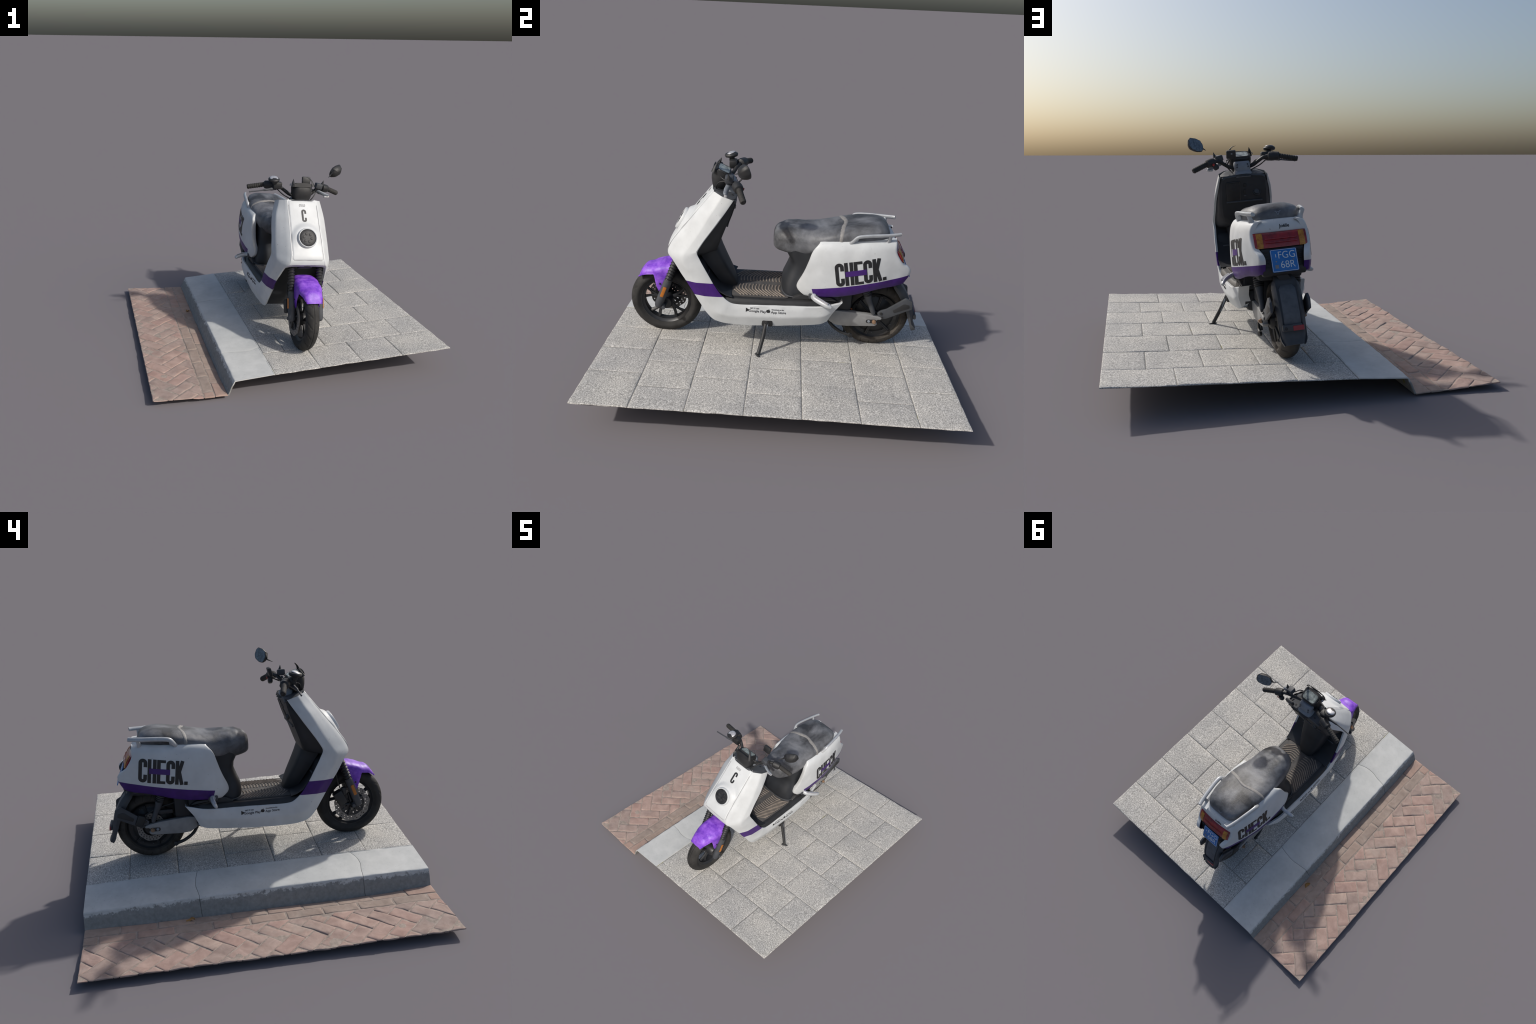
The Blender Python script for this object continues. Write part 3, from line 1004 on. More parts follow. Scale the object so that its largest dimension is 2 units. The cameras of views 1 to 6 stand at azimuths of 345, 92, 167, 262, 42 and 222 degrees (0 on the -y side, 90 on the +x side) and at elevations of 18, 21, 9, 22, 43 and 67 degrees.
# ---------------------------------------------------------------- rear side covers (white with purple band)
def cover_point(u, v):
    yf = smooth_table([(0, .158), (.08, .122), (.18, .116), (.4, .142), (.7, .176), (.88, .196), (1, .232)], v)
    yr = smooth_table([(0, .728), (.10, .748), (.25, .757), (.40, .738), (.52, .705), (.78, .664), (1, .660)], v)
    y = yf + (yr - yf) * u
    zb = smooth_table([(.11, .400), (.18, .393), (.30, .400), (.42, .418), (.57, .456), (.71, .480), (.757, .505)], y)
    zt = smooth_table([(.12, .690), (.20, .712), (.27, .724), (.40, .733), (.56, .738), (.67, .736)], y)
    z = zb + (zt - zb) * v
    w = smooth_table([(.11, .158), (.15, .180), (.20, .194), (.27, .203), (.36, .206), (.45, .203), (.52, .195), (.60, .179), (.70, .150), (.76, .128)], y)
    f = smooth_table([(0, .93), (.12, .985), (.3, 1.0), (.6, .985), (.8, .945), (.93, .885), (1, .80)], v)
    return V((w * f, y, z))
rows = []
VN, UN = 26, 46
for j in range(VN + 1):
    v = j / VN
    rows.append([cover_point(0.5 - 0.5 * math.cos(math.pi * (i / UN)) if False else i / UN, v) for i in range(UN + 1)])
def back_in(p, d, dy=0):
    return V((p.x - d, p.y + dy, p.z))
grid_rows = []
low = [V((p.x - .020, p.y, p.z + .004)) for p in rows[0]]
mid = [V((p.x - .006, p.y, p.z - .003)) for p in rows[0]]
top1 = [V((p.x - .018, p.y, p.z + .007)) for p in rows[-1]]
top2 = [V((min(p.x - .03, .126), p.y, p.z + .010)) for p in rows[-1]]
top3 = [V((.085, p.y, p.z + .008)) for p in rows[-1]]
for r in [low, mid] + rows + [top1, top2, top3]:
    a, b = r[0], r[-1]
    rr = [V((a.x - .035, a.y + .012, a.z)), V((a.x - .012, a.y - .002, a.z))] + r + [V((b.x - .006, b.y + .004, b.z)), V((b.x - .03, b.y + .002, b.z))]
    grid_rows.append(rr)
cover = grid(grid_rows)
cover = (rumple(cover[0], 0.0022, 12, 11), cover[1])
cov_l = part("rear_side_cover", cover, M_COVER, smooth=50)
cov_r = part("rear_side_cover", mirrored(cover), M_COVER, smooth=50)
bvh_cl = BVHTree.FromPolygons([V(v) for v in cover[0]], cover[1])
mc = mirrored(cover)
bvh_cr = BVHTree.FromPolygons([V(v) for v in mc[0]], mc[1])

# tail: white bridge above the lamp, lamp, plate carrier
rows = []
for y, z, w in ((.595, .742, .118), (.625, .746, .118), (.645, .738, .120), (.658, .715, .124), (.666, .690, .128), (.664, .684, .128)):
    rows.append([(w * s, y + .010 * (1 - s * s), z + .004 * (1 - abs(s) ** 3)) for s in np.linspace(-1, 1, 15)])
tailcap = grid(rows)
part("tail_bridge", solid(*tailcap, .008), M_WHITE)
bvh_tail = BVHTree.FromPolygons([V(v) for v in tailcap[0]], tailcap[1])
def lens_rows(xa, xb, push, n=12):
    rows = []
    for t, z, y in ((0, .688, .655), (.06, .686, .668), (.2, .676, .678), (.5, .652, .692), (.8, .628, .702), (.95, .614, .704), (1, .611, .690)):
        rows.append([(x, y + push - .10 * max(0, abs(x) - .105) * 6 * .25 - .9 * x * x * .6, z - .0 * x) for x in np.linspace(xa, xb, n)])
    return rows
tail = part("tail_light", solid(*grid(lens_rows(-.137, .137, .016, 30)), .012), M_RED)
for s in (-1, 1):
    xa, xb = sorted((s * .094, s * .125))
    rows = [[(x, y, z) for x, y, z in r] for r in lens_rows(xa, xb, .019, 8)[1:-1]]
    part("turn_signal", solid(*grid(rows), .008), M_AMBER, tail)
for z in (.640, .657):
    part("lens_rib", sweep([(x, .700 - (z - .640) * .55 + .020 - .54 * x * x, z) for x in np.linspace(-.082, .082, 15)], .0025, 6), M_RED, tail)
# plate carrier
car = prism(rounded([(.650, .618), (.712, .612), (.738, .50), (.732, .470), (.69, .466), (.64, .52)], .01), -.113, .113, .008)
part("plate_carrier", car, M_BLACK)
PU, PV = V((-1, 0, 0)), V((0, -.045, .108)).normalized()
PN = PU.cross(PV)
PC = V((0.0, .746, .549))
def plate_box(w, h, t, c):
    out = rounded([(-w / 2, -h / 2), (w / 2, -h / 2), (w / 2, h / 2), (-w / 2, h / 2)], .007)
    rows = []
    for sc, d in ((1, 0), (1, t * .8), (.985, t)):
        rows.append([c + PU * (p[0] * sc) + PV * (p[1] * sc) + PN * d for p in out])
    return loft(rows)
plate = part("number_plate", plate_box(.136, .117, .004, PC), M_BLUE)
out = rounded([(-.065, -.0555), (.065, -.0555), (.065, .0555), (-.065, .0555)], .006)
part("plate_border", sweep([PC + PN * .0042 + PU * p[0] + PV * p[1] for p in out + [out[0]]], .0011, 6), M_PLATETXT, plate)
for body, du, dv in (("FGG", .014, .026), ("68R", .014, -.024)):
    sh = text2d(body, .052, -.0003)
    sh = ([(p[0] * .92 + du, p[1] + dv) for p in sh[0]], sh[1])
    decal("plate_characters", sh, PC + PN * .004, PU, PV, M_PLATETXT, plate, lift=.0012, thick=.0012)
decal("plate_sticker", subdivide_quads([((-.052, -.040), (-.052, -.022), (-.034, -.022), (-.034, -.040))], .02), PC + PN * .004, PU, PV, M_GREYINK, plate)
decal("plate_mark", subdivide_quads([((-.044, .018), (-.044, .034), (-.040, .034), (-.040, .018))], .02), PC + PN * .004, PU, PV, M_PLATETXT, plate)
for du, dv in ((.046, .000), (-.043, -.004)):
    part("plate_screw", revolve([(0, .004), (.002, .0035), (.0025, .0005)], PC + PN * .004 + PU * du + PV * dv, PN, 12), M_CLAMP, plate)
for s in (-1, 1):
    for k in range(5):
        part("carrier_rib", rbox((s * .088, .725 + .004 * (2 - k), .515 + k * .020), (.022, .012, .006), .002), M_INNER)

# name on the tail bridge and logo on the seat back
sh = text2d("Jo\u00eblle", .024, .0006)
decal("tail_lettering", sh, (-.030, .664, .712), (-1, 0, 0), (0, -.35, .94), M_INK, scooter, bvh_tail)

# ---------------------------------------------------------------- seat
SEAT = [(-0.034, 0.027, 0.697, 0.656), (-0.031, 0.052, 0.719, 0.642), (-0.02, 0.077, 0.739, 0.631), (0.001, 0.097, 0.753, 0.622), (0.05, 0.117, 0.771, 0.612), (0.1, 0.128, 0.775, 0.606), (0.16, 0.135, 0.774, 0.608), (0.21, 0.144, 0.775, 0.631), (0.26, 0.15, 0.779, 0.668), (0.31, 0.153, 0.789, 0.69), (0.37, 0.154, 0.801, 0.704), (0.43, 0.152, 0.811, 0.709), (0.49, 0.147, 0.819, 0.712), (0.545, 0.137, 0.822, 0.718), (0.585, 0.123, 0.815, 0.724), (0.61, 0.104, 0.8, 0.73), (0.624, 0.082, 0.779, 0.738), (0.628, 0.044, 0.764, 0.746)]
tabs = [[(s[0], s[k]) for s in SEAT] for k in (1, 2, 3)]
rows = []
N = 40
ys = [p[0] for p in crom([(s[0],) for s in SEAT], 4)]
for y in ys:
    w, zt, zb = (smooth_table(t, y) for t in tabs)
    r = []
    for k in range(N):
        a = 2 * math.pi * k / N
        c, s = math.cos(a), math.sin(a)
        ex = .52 if s > 0 else .45
        x = w * math.copysign(abs(c) ** ex, c)
        zm = zb + (zt - zb) * .42
        if s > 0:
            z = zm + (zt - zm) * abs(s) ** .62
            x *= 1 - .20 * abs(s) ** 1.5 * (abs(c) ** .2)
            z -= .012 * (1 - abs(x / w)) * (1 if .05 < y < .36 else .25) * 0.6
        else:
            z = zm - (zm - zb) * abs(s) ** .8
        # crumpled cover
        q = V((x, y, z))
        fold = .0045 * noise.noise(V((x * 13, y * 8, z * 13))) + .0022 * noise.noise(q * 38)
        r.append(q + V((math.copysign(1, x) * .6, 0, .8 if s > 0 else -.3)) * fold)
    rows.append(r)
seat_geo = loft(rows)
seat = part("seat", seat_geo, M_SEAT, smooth=60)
bvh_seat = BVHTree.FromPolygons([V(v) for v in seat_geo[0]], seat_geo[1])
# strap across the seat
rows = []
for q in np.linspace(-1, 1, 7):
    row = []
    for k in range(25):
        a = math.pi * (k / 24 - .5) * 1.02
        o = V((math.sin(a) * .6, .378 - .030 * abs(math.sin(a)) ** 2 + q * .012, .72 + math.cos(a) * .5))
        d = (V((0, o.y, .745)) - o).normalized()
        h = bvh_seat.ray_cast(o, d)
        row.append((h[0] if h[0] is not None else o) - d * (.0045 * (1 - abs(q) ** 3) - .0005))
    rows.append(row)
part("seat_strap", solid(*grid(rows), .003), M_STRAP, seat, 60)
# small badge on the seat's back
b3 = V((0, .622, .775))
badge = strip2d([(-.016, .010), (-.010, .010), (-.002, -.008), (.002, -.008), (.010, .010), (.016, .010)], .0035) + strip2d([(-.009, .006), (.009, .006)], .003)
decal("seat_badge", subdivide_quads(badge, .006), (-.012, .640, .785), (-1, 0, 0), (0, -.45, .89), M_CLAMP, seat, bvh_seat)

# ---------------------------------------------------------------- grab rails
for s in (-1, 1):
    pts = [(s * .150, .398, .722), (s * .163, .415, .745), (s * .170, .437, .772), (s * .169, .470, .780), (s * .160, .530, .783), (s * .148, .600, .784), (s * .135, .655, .786), (s * .128, .676, .787)]
    rail = part("grab_rail", sweep(smooth_path(pts, 4), [.011] * 3 + [.0095] * 26, 12, flat=1.45), M_RAIL)
    part("rail_foot", sweep([(s * .126, .615, .735), (s * .134, .618, .758), (s * .143, .622, .782)], [.013, .009, .008], 10, flat=1.5), M_RAIL, rail)
    part("rail_foot", sweep([(s * .135, .425, .722), (s * .150, .43, .744), (s * .163, .435, .766)], [.014, .010, .009], 10, flat=1.3), M_RAIL, rail)

# ---------------------------------------------------------------- wheels
def tyre(centre, R, half, inner, tread):
    cx, cy, cz = centre
    rows = []
    seg, M = 264, 30
    for k in range(seg):
        a = 2 * math.pi * k / seg
        row = []
        for j in range(M + 1):
            b = -1 + 2 * j / M
            ang = b * math.radians(118)
            x = half * math.sin(ang) * (1.0 if abs(ang) < math.pi / 2 else 1.0)
            rad = R - half * .92 * (1 - math.cos(ang))
            rad = max(rad, inner)
            if abs(ang) > math.pi / 2:
                x = math.copysign(half * (1 - .30 * (abs(ang) - math.pi / 2) / .49), ang)
                rad = (R - half * .92) - (R - half * .92 - inner) * (abs(ang) - math.pi / 2) / (math.radians(118) - math.pi / 2)
            # tread grooves
            u = abs(b)
            g = 0.0
            if tread == 0:
                if u < .035:
                    g = .0035
                ph = (a * 18 / (2 * math.pi) + u * 1.5 + (0.5 if b > 0 else 0)) % 1.0
                if .10 < u < .62 and ph < .10:
                    g = .004
            else:
                ph = (a * 22 / (2 * math.pi) + u * .5 + (0.5 if b > 0 else 0)) % 1.0
                if .16 < u < .68 and ph < .10:
                    g = .0045
            rad -= g
            x *= 1 - g * 3
            row.append((cx + x, cy + rad * math.cos(a), cz + rad * math.sin(a)))
        rows.append(row)
    return grid(rows, wrap_v=True)

FC, RC = (.000, -.672, .229), (0.0, .594, .211)
# front rim
wheel = part("wheel", merge(
    revolve_x([(-.034, .158), (-.034, .150), (-.026, .143), (-.022, .134), (0, .131), (.022, .134), (.026, .143), (.034, .150), (.034, .158), (.02, .150), (-.02, .150)], FC, 72, True),
    revolve_x([(-.062, .001), (-.062, .036), (-.045, .046), (.045, .046), (.062, .036), (.062, .001)], FC, 36),
    *[sweep([(FC[0], FC[1] + r * math.cos(a + b), FC[2] + r * math.sin(a + b)) for r, b in ((.028, 0), (.07, .05 * s), (.105, .16 * s), (.136, .24 * s))], [.017, .013, .011, .013], 8, flat=.7) for a in (2 * math.pi * k / 5 + .35 for k in range(5)) for s in (-1, 1)]), M_RIM)
part("tyre", tyre(FC, .217, .047, .150, 0), M_RUBBER, wheel, 30)
def disc(centre, x, r0, r1, t, nseg=72, holes=True):
    cx, cy, cz = centre
    rad = np.linspace(r0, r1, 6)
    vs, fs = [], []
    for k in range(nseg):
        a = 2 * math.pi * k / nseg
        wob = 1 + .025 * math.sin(a * 9)
        for i, r in enumerate(rad):
            rr = r * (wob if i == 5 else 1)
            vs.append((cx + x, cy + rr * math.cos(a), cz + rr * math.sin(a)))
    for k in range(nseg):
        for i in range(5):
            if holes and (i in (1, 3)) and (k + (1 if i == 3 else 0)) % 3 == 0:
                continue
            a, b = k * 6 + i, k * 6 + i + 1
            c, d = ((k + 1) % nseg) * 6 + i + 1, ((k + 1) % nseg) * 6 + i
            fs.append((a, b, c, d))
    return solid(vs, fs, t)
dk = part("brake_disc", disc(FC, -.070, .080, .114, .005), M_DISC, wheel, 30)
part("disc_plate", disc(FC, -.066, .020, .081, .008, 45), M_RIM, wheel, 30)
part("disc_carrier", merge(*[sweep([(FC[0] - .070, FC[1] + r * math.cos(a), FC[2] + r * math.sin(a)) for r in (.02, .05, .082)], [.012, .008, .007], 8) for a in (2 * math.pi * k / 5 for k in range(5))]), M_RIM, wheel)
part("axle", sweep([(-.115, FC[1], FC[2]), (.125, FC[1], FC[2])], .011, 14), M_GREYP, wheel)
# rear wheel with hub motor
wheel2 = part("wheel", merge(
    revolve_x([(-.040, .160), (-.040, .152), (-.032, .146), (-.028, .138), (.028, .138), (.032, .146), (.040, .152), (.040, .160), (.02, .152), (-.02, .152)], RC, 72, True),
    revolve_x([(-.034, .140), (-.030, .120), (-.034, .112), (-.042, .10), (-.048, .06), (-.055, .035), (-.056, .001)], RC, 60),
    revolve_x([(.034, .140), (.028, .120), (.032, .112), (.040, .10), (.046, .06), (.055, .035), (.056, .001)], RC, 60)), M_MOTOR)
part("tyre", tyre(RC, .212, .055, .153, 1), M_RUBBER_DIRTY, wheel2, 30)
fins = []
for s in (-1, 1):
    for k in range(6):
        a = 2 * math.pi * k / 6 + .25
        for q in (-.07, .07):
            fins.append(sweep([(RC[0] + s * (.052 - .012 * (r - .04) / .1), RC[1] + r * math.cos(a + q * .06 / r), RC[2] + r * math.sin(a + q * .06 / r)) for r in (.045, .08, .115, .136)], [.006, .0055, .005, .005], 8))
part("motor_rib", merge(*fins), M_RIM, wheel2)["kind"] = "stuff"
bolts = []
for k in range(12):
    a = 2 * math.pi * k / 12
    for s in (-1, 1):
        bolts.append(revolve([(0, .0042), (.003, .0036), (.0035, .0004)], (s * .031, RC[1] + .124 * math.cos(a), RC[2] + .124 * math.sin(a)), (s, 0, 0), 10))
part("rim_bolt", merge(*bolts), M_GREYP, wheel2)["kind"] = "stuff"
part("brake_disc", disc(RC, -.072, .055, .088, .004), M_DISC, wheel2, 30)

# ---------------------------------------------------------------- front fork, fender
def fork_pt(t):
    """t = height z"""
    return -.610 + (t - .49) * .372
for s in (-1, 1):
    x = s * .099 + .003
    leg = part("fork_leg", sweep([(x, fork_pt(z), z) for z in (.222, .228, .24, .30, .38, .41)], [.010, .020, .0245, .025, .0245, .023], 16), M_GREYP)
    zs = np.linspace(.40, .585, 41)
    part("fork_gaiter", sweep([(x, fork_pt(z), z) for z in zs], [.0205 + .0035 * math.sin(k * 1.57) for k in range(41)], 16), M_BLACK, leg)
    rot = Matrix.Rotation(math.atan(-.372), 4, "X")
    part("fork_reflector", rbox((x + s * .0255, fork_pt(.337) - .002, .337), (.006, .020, .070), .003, rot), M_ORANGE, leg)
    part("axle_clamp", sweep([(x, fork_pt(.25), .25), (x - s * .004, FC[1], FC[2])], [.016, .014], 12), M_GREYP, leg)
part("brake_caliper", merge(rbox((-.088, -.588, .285), (.055, .06, .095), .012, Matrix.Rotation(-.5, 4, "X")), rbox((-.080, -.615, .325), (.03, .03, .05), .008)), M_BLACK)
part("brake_hose", sweep(smooth_path([(-.09, -.60, .32), (-.105, -.57, .40), (-.09, -.555, .50), (-.07, -.54, .57)], 5), .004, 8), M_BLACK)
part("steering_head", sweep([(0, -.585, .56), (0, -.50, .72)], [.05, .045], 18), M_INNER)

# fender: (y, crest z, half width, edge z, flap bottom z)
FE = [(-0.826, 0.396, 0.046, 0.394, 0.396), (-0.818, 0.416, 0.056, 0.402, 0.402), (-0.803, 0.443, 0.063, 0.412, 0.411), (-0.78, 0.464, 0.069, 0.424, 0.421), (-0.751, 0.471, 0.075, 0.431, 0.427), (-0.736, 0.476, 0.08, 0.436, 0.428), (-0.727, 0.48, 0.083, 0.44, 0.4), (-0.714, 0.485, 0.086, 0.443, 0.352), (-0.7, 0.49, 0.087, 0.445, 0.318), (-0.687, 0.494, 0.088, 0.446, 0.309), (-0.674, 0.497, 0.088, 0.448, 0.315), (-0.66, 0.499, 0.088, 0.45, 0.35), (-0.644, 0.502, 0.088, 0.454, 0.4), (-0.634, 0.503, 0.088, 0.458, 0.432), (-0.617, 0.505, 0.086, 0.466, 0.462), (-0.592, 0.506, 0.08, 0.478, 0.478), (-0.567, 0.504, 0.07, 0.486, 0.486)]
rows = []
for y, zc, w, ze, zb in FE:
    half = [(w * .97, y, zb), (w * 1.02, y, zb * .5 + ze * .5), (w, y, ze)]
    for k in range(1, 8):
        a = math.pi / 2 * k / 8
        half.append((w * math.cos(a) ** .75, y, ze + (zc - ze) * math.sin(a) ** .9))
    rows.append([(a + .006, b, c) for a, b, c in half + [(0, y, zc)] + [(-a, b, c) for a, b, c in reversed(half)]])
rows = [[tuple(q) for q in col] for col in zip(*[crom(col, 3) for col in zip(*rows)])]
fender = solid(*grid(rows), .004)
fender = (rumple(rumple(fender[0], .0045, 15, 21), .0018, 45, 4), fender[1])
fen = part("front_fender", fender, M_PURPLE, smooth=35)
for s in (-1, 1):
    for y, z in ((-.692, .375), (-.694, .327)):
        part("fender_bolt", revolve([(0, .006), (.003, .0052), (.004, .001)], (s * .090 + .006, y, z), (s, 0, 0), 14), M_INK, fen)

# ---------------------------------------------------------------- rear suspension
ARM = rounded([(.315, .262), (.36, .270), (.46, .264), (.54, .256), (.600, .246), (.634, .236), (.630, .222), (.605, .222), (.600, .200), (.612, .196), (.600, .178), (.50, .172), (.42, .168), (.36, .172), (.315, .20)], .010)
for s in (-1, 1):
    xa, xb = sorted((s * .082, s * .114))
    arm = part("swing_arm", prism(ARM, xa, xb, .005), M_SILVER)
    part("axle_slot", prism(rounded([(.540, .222), (.602, .224), (.602, .198), (.540, .198)], .012), *sorted((s * .109, s * .1155)), .002), M_INK, arm)
    part("axle_nut", revolve([(0, .013), (.010, .012), (.011, .008), (.018, .0075), (.019, .001)], (s * .114, .588, .210), (s, 0, 0), 12), M_COPPER, arm)
    part("adjuster_bolt", revolve([(0, .009), (.004, .008), (.005, .001)], (s * .115, .557, .211), (s, 0, 0), 12), M_CLAMP, arm)
    sh = part("shock_absorber", sweep([(s * .102, .522, .42), (s * .102, .530, .395), (s * .102, .545, .345), (s * .102, .558, .318), (s * .102, .578, .268)], [.026, .026, .019, .016, .015], 16), M_GREYP)
    part("shock_gaiter", sweep([(s * .102, .516 + .001 * k, .435 - .0026 * k) for k in range(21)], [.0265 + .0022 * math.sin(k * 1.57) for k in range(21)], 16), M_BLACK, sh)
    part("shock_bolt", revolve([(0, .012), (.016, .011), (.018, .004)], (s * .098, .578, .266), (s, 0, 0), 14), M_GREYP, sh)
    outer = [(.602, .262), (.622, .280), (.655, .292), (.762, .373), (.800, .352), (.806, .300), (.786, .292), (.655, .226), (.618, .224)]
    br = part("mudguard_bracket", prism(rounded(outer, .008), *sorted((s * .092, s * .106)), .003), M_GREYP)
    part("bracket_recess", prism(rounded([(.690, .288), (.752, .335), (.786, .328), (.790, .308), (.700, .270)], .006), *sorted((s * .102, s * .1075)), .002), M_BLACK, br)
    for y, z in ((.625, .262), (.632, .234)):
        part("bracket_bolt", revolve([(0, .009), (.004, .008), (.005, .001)], (s * .106, y, z), (s, 0, 0), 12), M_BLACK, br)
part("arm_bridge", rbox((0, .335, .235), (.19, .05, .07), .02), M_GREYP)
part("battery_tray", rbox((0, .395, .335), (.21, .11, .15), .025), M_INNER)
part("brake_caliper", merge(rbox((-.098, .655, .270), (.040, .050, .075), .012, Matrix.Rotation(.4, 4, "X")), rbox((-.095, .50, .315), (.03, .09, .03), .010)), M_BLACK)
part("hub_cap", merge(revolve_x([(-.056, .001), (-.078, .001), (-.078, .040), (-.070, .048), (-.050, .05)], RC, 32), revolve_x([(.056, .001), (.076, .001), (.076, .040), (.068, .048), (.048, .05)], RC, 32)), M_MOTOR)
part("power_cable", sweep(smooth_path([(.075, .345, .272), (.082, .38, .288), (.078, .42, .282), (.07, .455, .262)], 5), .0045, 8), M_CABLE)
part("brake_cable", sweep(smooth_path([(-.085, .39, .37), (-.10, .47, .36), (-.098, .56, .335), (-.09, .62, .30)], 5), .004, 8), M_BLACK)

# rear mudguard: (y, z, half width, side depth)
MG = [(0.64, 0.462, 0.05, 0.03), (0.688, 0.462, 0.057, 0.036), (0.716, 0.446, 0.069, 0.042), (0.74, 0.424, 0.075, 0.046), (0.766, 0.39, 0.076, 0.048), (0.791, 0.345, 0.075, 0.048), (0.811, 0.3, 0.073, 0.046), (0.824, 0.26, 0.071, 0.042), (0.83, 0.22, 0.07, 0.036), (0.834, 0.185, 0.069, 0.026), (0.842, 0.16, 0.065, 0.018), (0.854, 0.138, 0.055, 0.012)]
rows = []
for i, (y, z, w, d) in enumerate(MG):
    a = MG[max(0, i - 1)]
    b = MG[min(len(MG) - 1, i + 1)]
    t = V((0, b[0] - a[0], b[1] - a[1])).normalized()
    n = V((0, -t.z, t.y))                       # outward (back and up)
    c = V((0, y, z))
    half = []
    for f, dn in ((.97, -d), (1.0, -d * .55), (.97, -.022), (.88, -.009), (.74, -.002), (.64, -.010 if 2 < i < 9 else 0), (.3, -.009 if 2 < i < 9 else .001)):
        half.append(c + V((w * f, 0, 0)) + n * dn)
    rows.append(half + [c + n * (-.009 if 2 < i < 9 else .001)] + [V((-p.x, p.y, p.z)) for p in reversed(half)])
rows = [[tuple(q) for q in col] for col in zip(*[crom([tuple(p) for p in col], 3) for col in zip(*rows)])]
mg = part("rear_mudguard", solid(*grid(rows), .005), M_GREYP, smooth=45)
panel_rows = []
cen = crom([(m[0], m[1]) for m in MG[3:9]], 4)
for i, c in enumerate(cen):
    a, b = cen[max(0, i - 1)], cen[min(len(cen) - 1, i + 1)]
    t = V((0, b[0] - a[0], b[1] - a[1])).normalized()
    n = V((0, -t.z, t.y))
    u = abs(2 * i / (len(cen) - 1) - 1)
    half_w = .043 * (1 - .35 * max(0, u - .8) / .2)
    panel_rows.append([V((half_w * q, c[0], c[1])) + n * (-.006 + .004 * (1 - abs(q) ** 4) * (1 - u ** 8)) for q in np.linspace(-1, 1, 11)])
part("mudguard_panel", solid(*grid(panel_rows), .006), M_PANEL, mg)
part("reflector_mount", rbox((.006, .836, .222), (.105, .018, .034), .007, Matrix.Rotation(.15, 4, "X")), M_GREYP, mg)
part("reflector", prism([(.841, .208), (.849, .208), (.847, .232), (.839, .232)], -.052, .004, .002), M_REFL, mg)
part("reflector_plug", revolve([(0, .009), (.004, .008), (.0045, .001)], (.040, .843, .221), (0, 1, .15), 16), M_INK, mg)
part("inner_mudguard", sweep([(0, .44, .40), (0, .50, .435), (0, .58, .450), (0, .66, .455), (0, .72, .45)], [.05, .055, .06, .06, .05], 14, flat=.5), M_INNER)

# ---------------------------------------------------------------- pegs, stands
for s in (-1, 1):
    out = [(s * .180, .212, .405), (s * .210, .220, .399), (s * .252, .216 if s < 0 else .272, .388), (s * (.286 if s < 0 else .270), .206 if s < 0 else .316, .375)]
    pg = part("foot_peg", sweep(smooth_path(out, 4), [.018] * 4 + [.017] * 4 + [.016, .016, .015, .014, .009], 12, flat=.72), M_RAIL)
    part("peg_pad", sweep([(p[0] + s * .004, p[1], p[2] + .011) for p in smooth_path(out, 4)[4:11]], .005, 8, flat=2.0), M_CHROME, pg)
    part("peg_mount", rbox((s * .172, .215, .398), (.04, .06, .04), .010), M_GREYP, pg)
st = part("side_stand", sweep(smooth_path([(.185, -.045, .235), (.214, -.053, .208), (.252, -.066, .140), (.288, -.082, .078), (.300, -.088, .058)], 4), [.016] * 3 + [.0115] * 12 + [.011] * 2, 12), M_BLACK)
part("stand_foot", sweep([(.283, -.102, .046), (.303, -.092, .048), (.330, -.082, .050)], [.010, .013, .010], 10, flat=.7), M_BLACK, st)
part("stand_bracket", rbox((.190, -.045, .215), (.045, .065, .050), .010), M_INK, st)
part("stand_pivot", revolve([(0, .017), (.008, .016), (.010, .009), (.014, .008), (.015, .001)], (.208, -.05, .215), (1, 0, 0), 16), M_BLACK, st)
part("stand_spring", sweep([(.214, -.042, .215), (.238, -.054, .165), (.252, -.06, .130)], .005, 8), M_CLAMP, st)
cs_parts = []
for s in (-1, 1):
    cs_parts.append(sweep(smooth_path([(s * .060, .315, .185), (s * .085, .345, .150), (s * .100, .40, .118), (s * .104, .455, .102)], 4), .010, 10))
    cs_parts.append(revolve([(0, .015), (.014, .014), (.016, .002)], (s * .100, .452, .103), (s, .4, 0), 12))
cs_parts.append(sweep([(-.07, .32, .182), (.07, .32, .182)], .012, 10))
cs_parts.append(sweep([(.088, .42, .112), (.092, .415, .175)], .0065, 8))
part("centre_stand", merge(*cs_parts), M_BLACK)

# ---------------------------------------------------------------- handlebar
GL, GR = V((.322, -.194, .999)), V((-.350, -.200, 1.022))
bar_pts = [GL, V((.262, -.212, 1.022)), V((.200, -.235, 1.046)), V((.150, -.258, 1.044)), V((.115, -.278, 1.024)), V((.070, -.303, 1.000)), V((0, -.312, .996)), V((-.065, -.305, 1.000)), V((-.112, -.280, 1.030)), V((-.150, -.262, 1.052)), V((-.207, -.240, 1.055)), V((-.272, -.218, 1.042)), GR]
hb = part("handlebar", sweep(smooth_path([tuple(p) for p in bar_pts], 4), .0115, 12), M_BLACK)
def along(a, b, ts, rs, seg=16):
    return sweep([V(a).lerp(V(b), t) for t in ts], rs, seg)
ribs_t = np.linspace(0, 1, 33)
ribs_r = [.0165 + .0012 * math.sin(k * 1.57) for k in range(33)]
ribs_r[0] = .012
ribs_r[-1] = .013
part("hand_grip", along(bar_pts[2].lerp(bar_pts[1], .45), GL, ribs_t, ribs_r), M_RUBBER, hb)
part("hand_grip", along(bar_pts[10].lerp(bar_pts[11], .45), GR, ribs_t, ribs_r), M_RUBBER, hb)
sw = part("switch_housing", along(bar_pts[3].lerp(bar_pts[2], .55), bar_pts[2].lerp(bar_pts[1], .5), (0, .08, .5, .62, .92, 1), (.018, .026, .029, .028, .026, .019)), M_BLACK, hb)
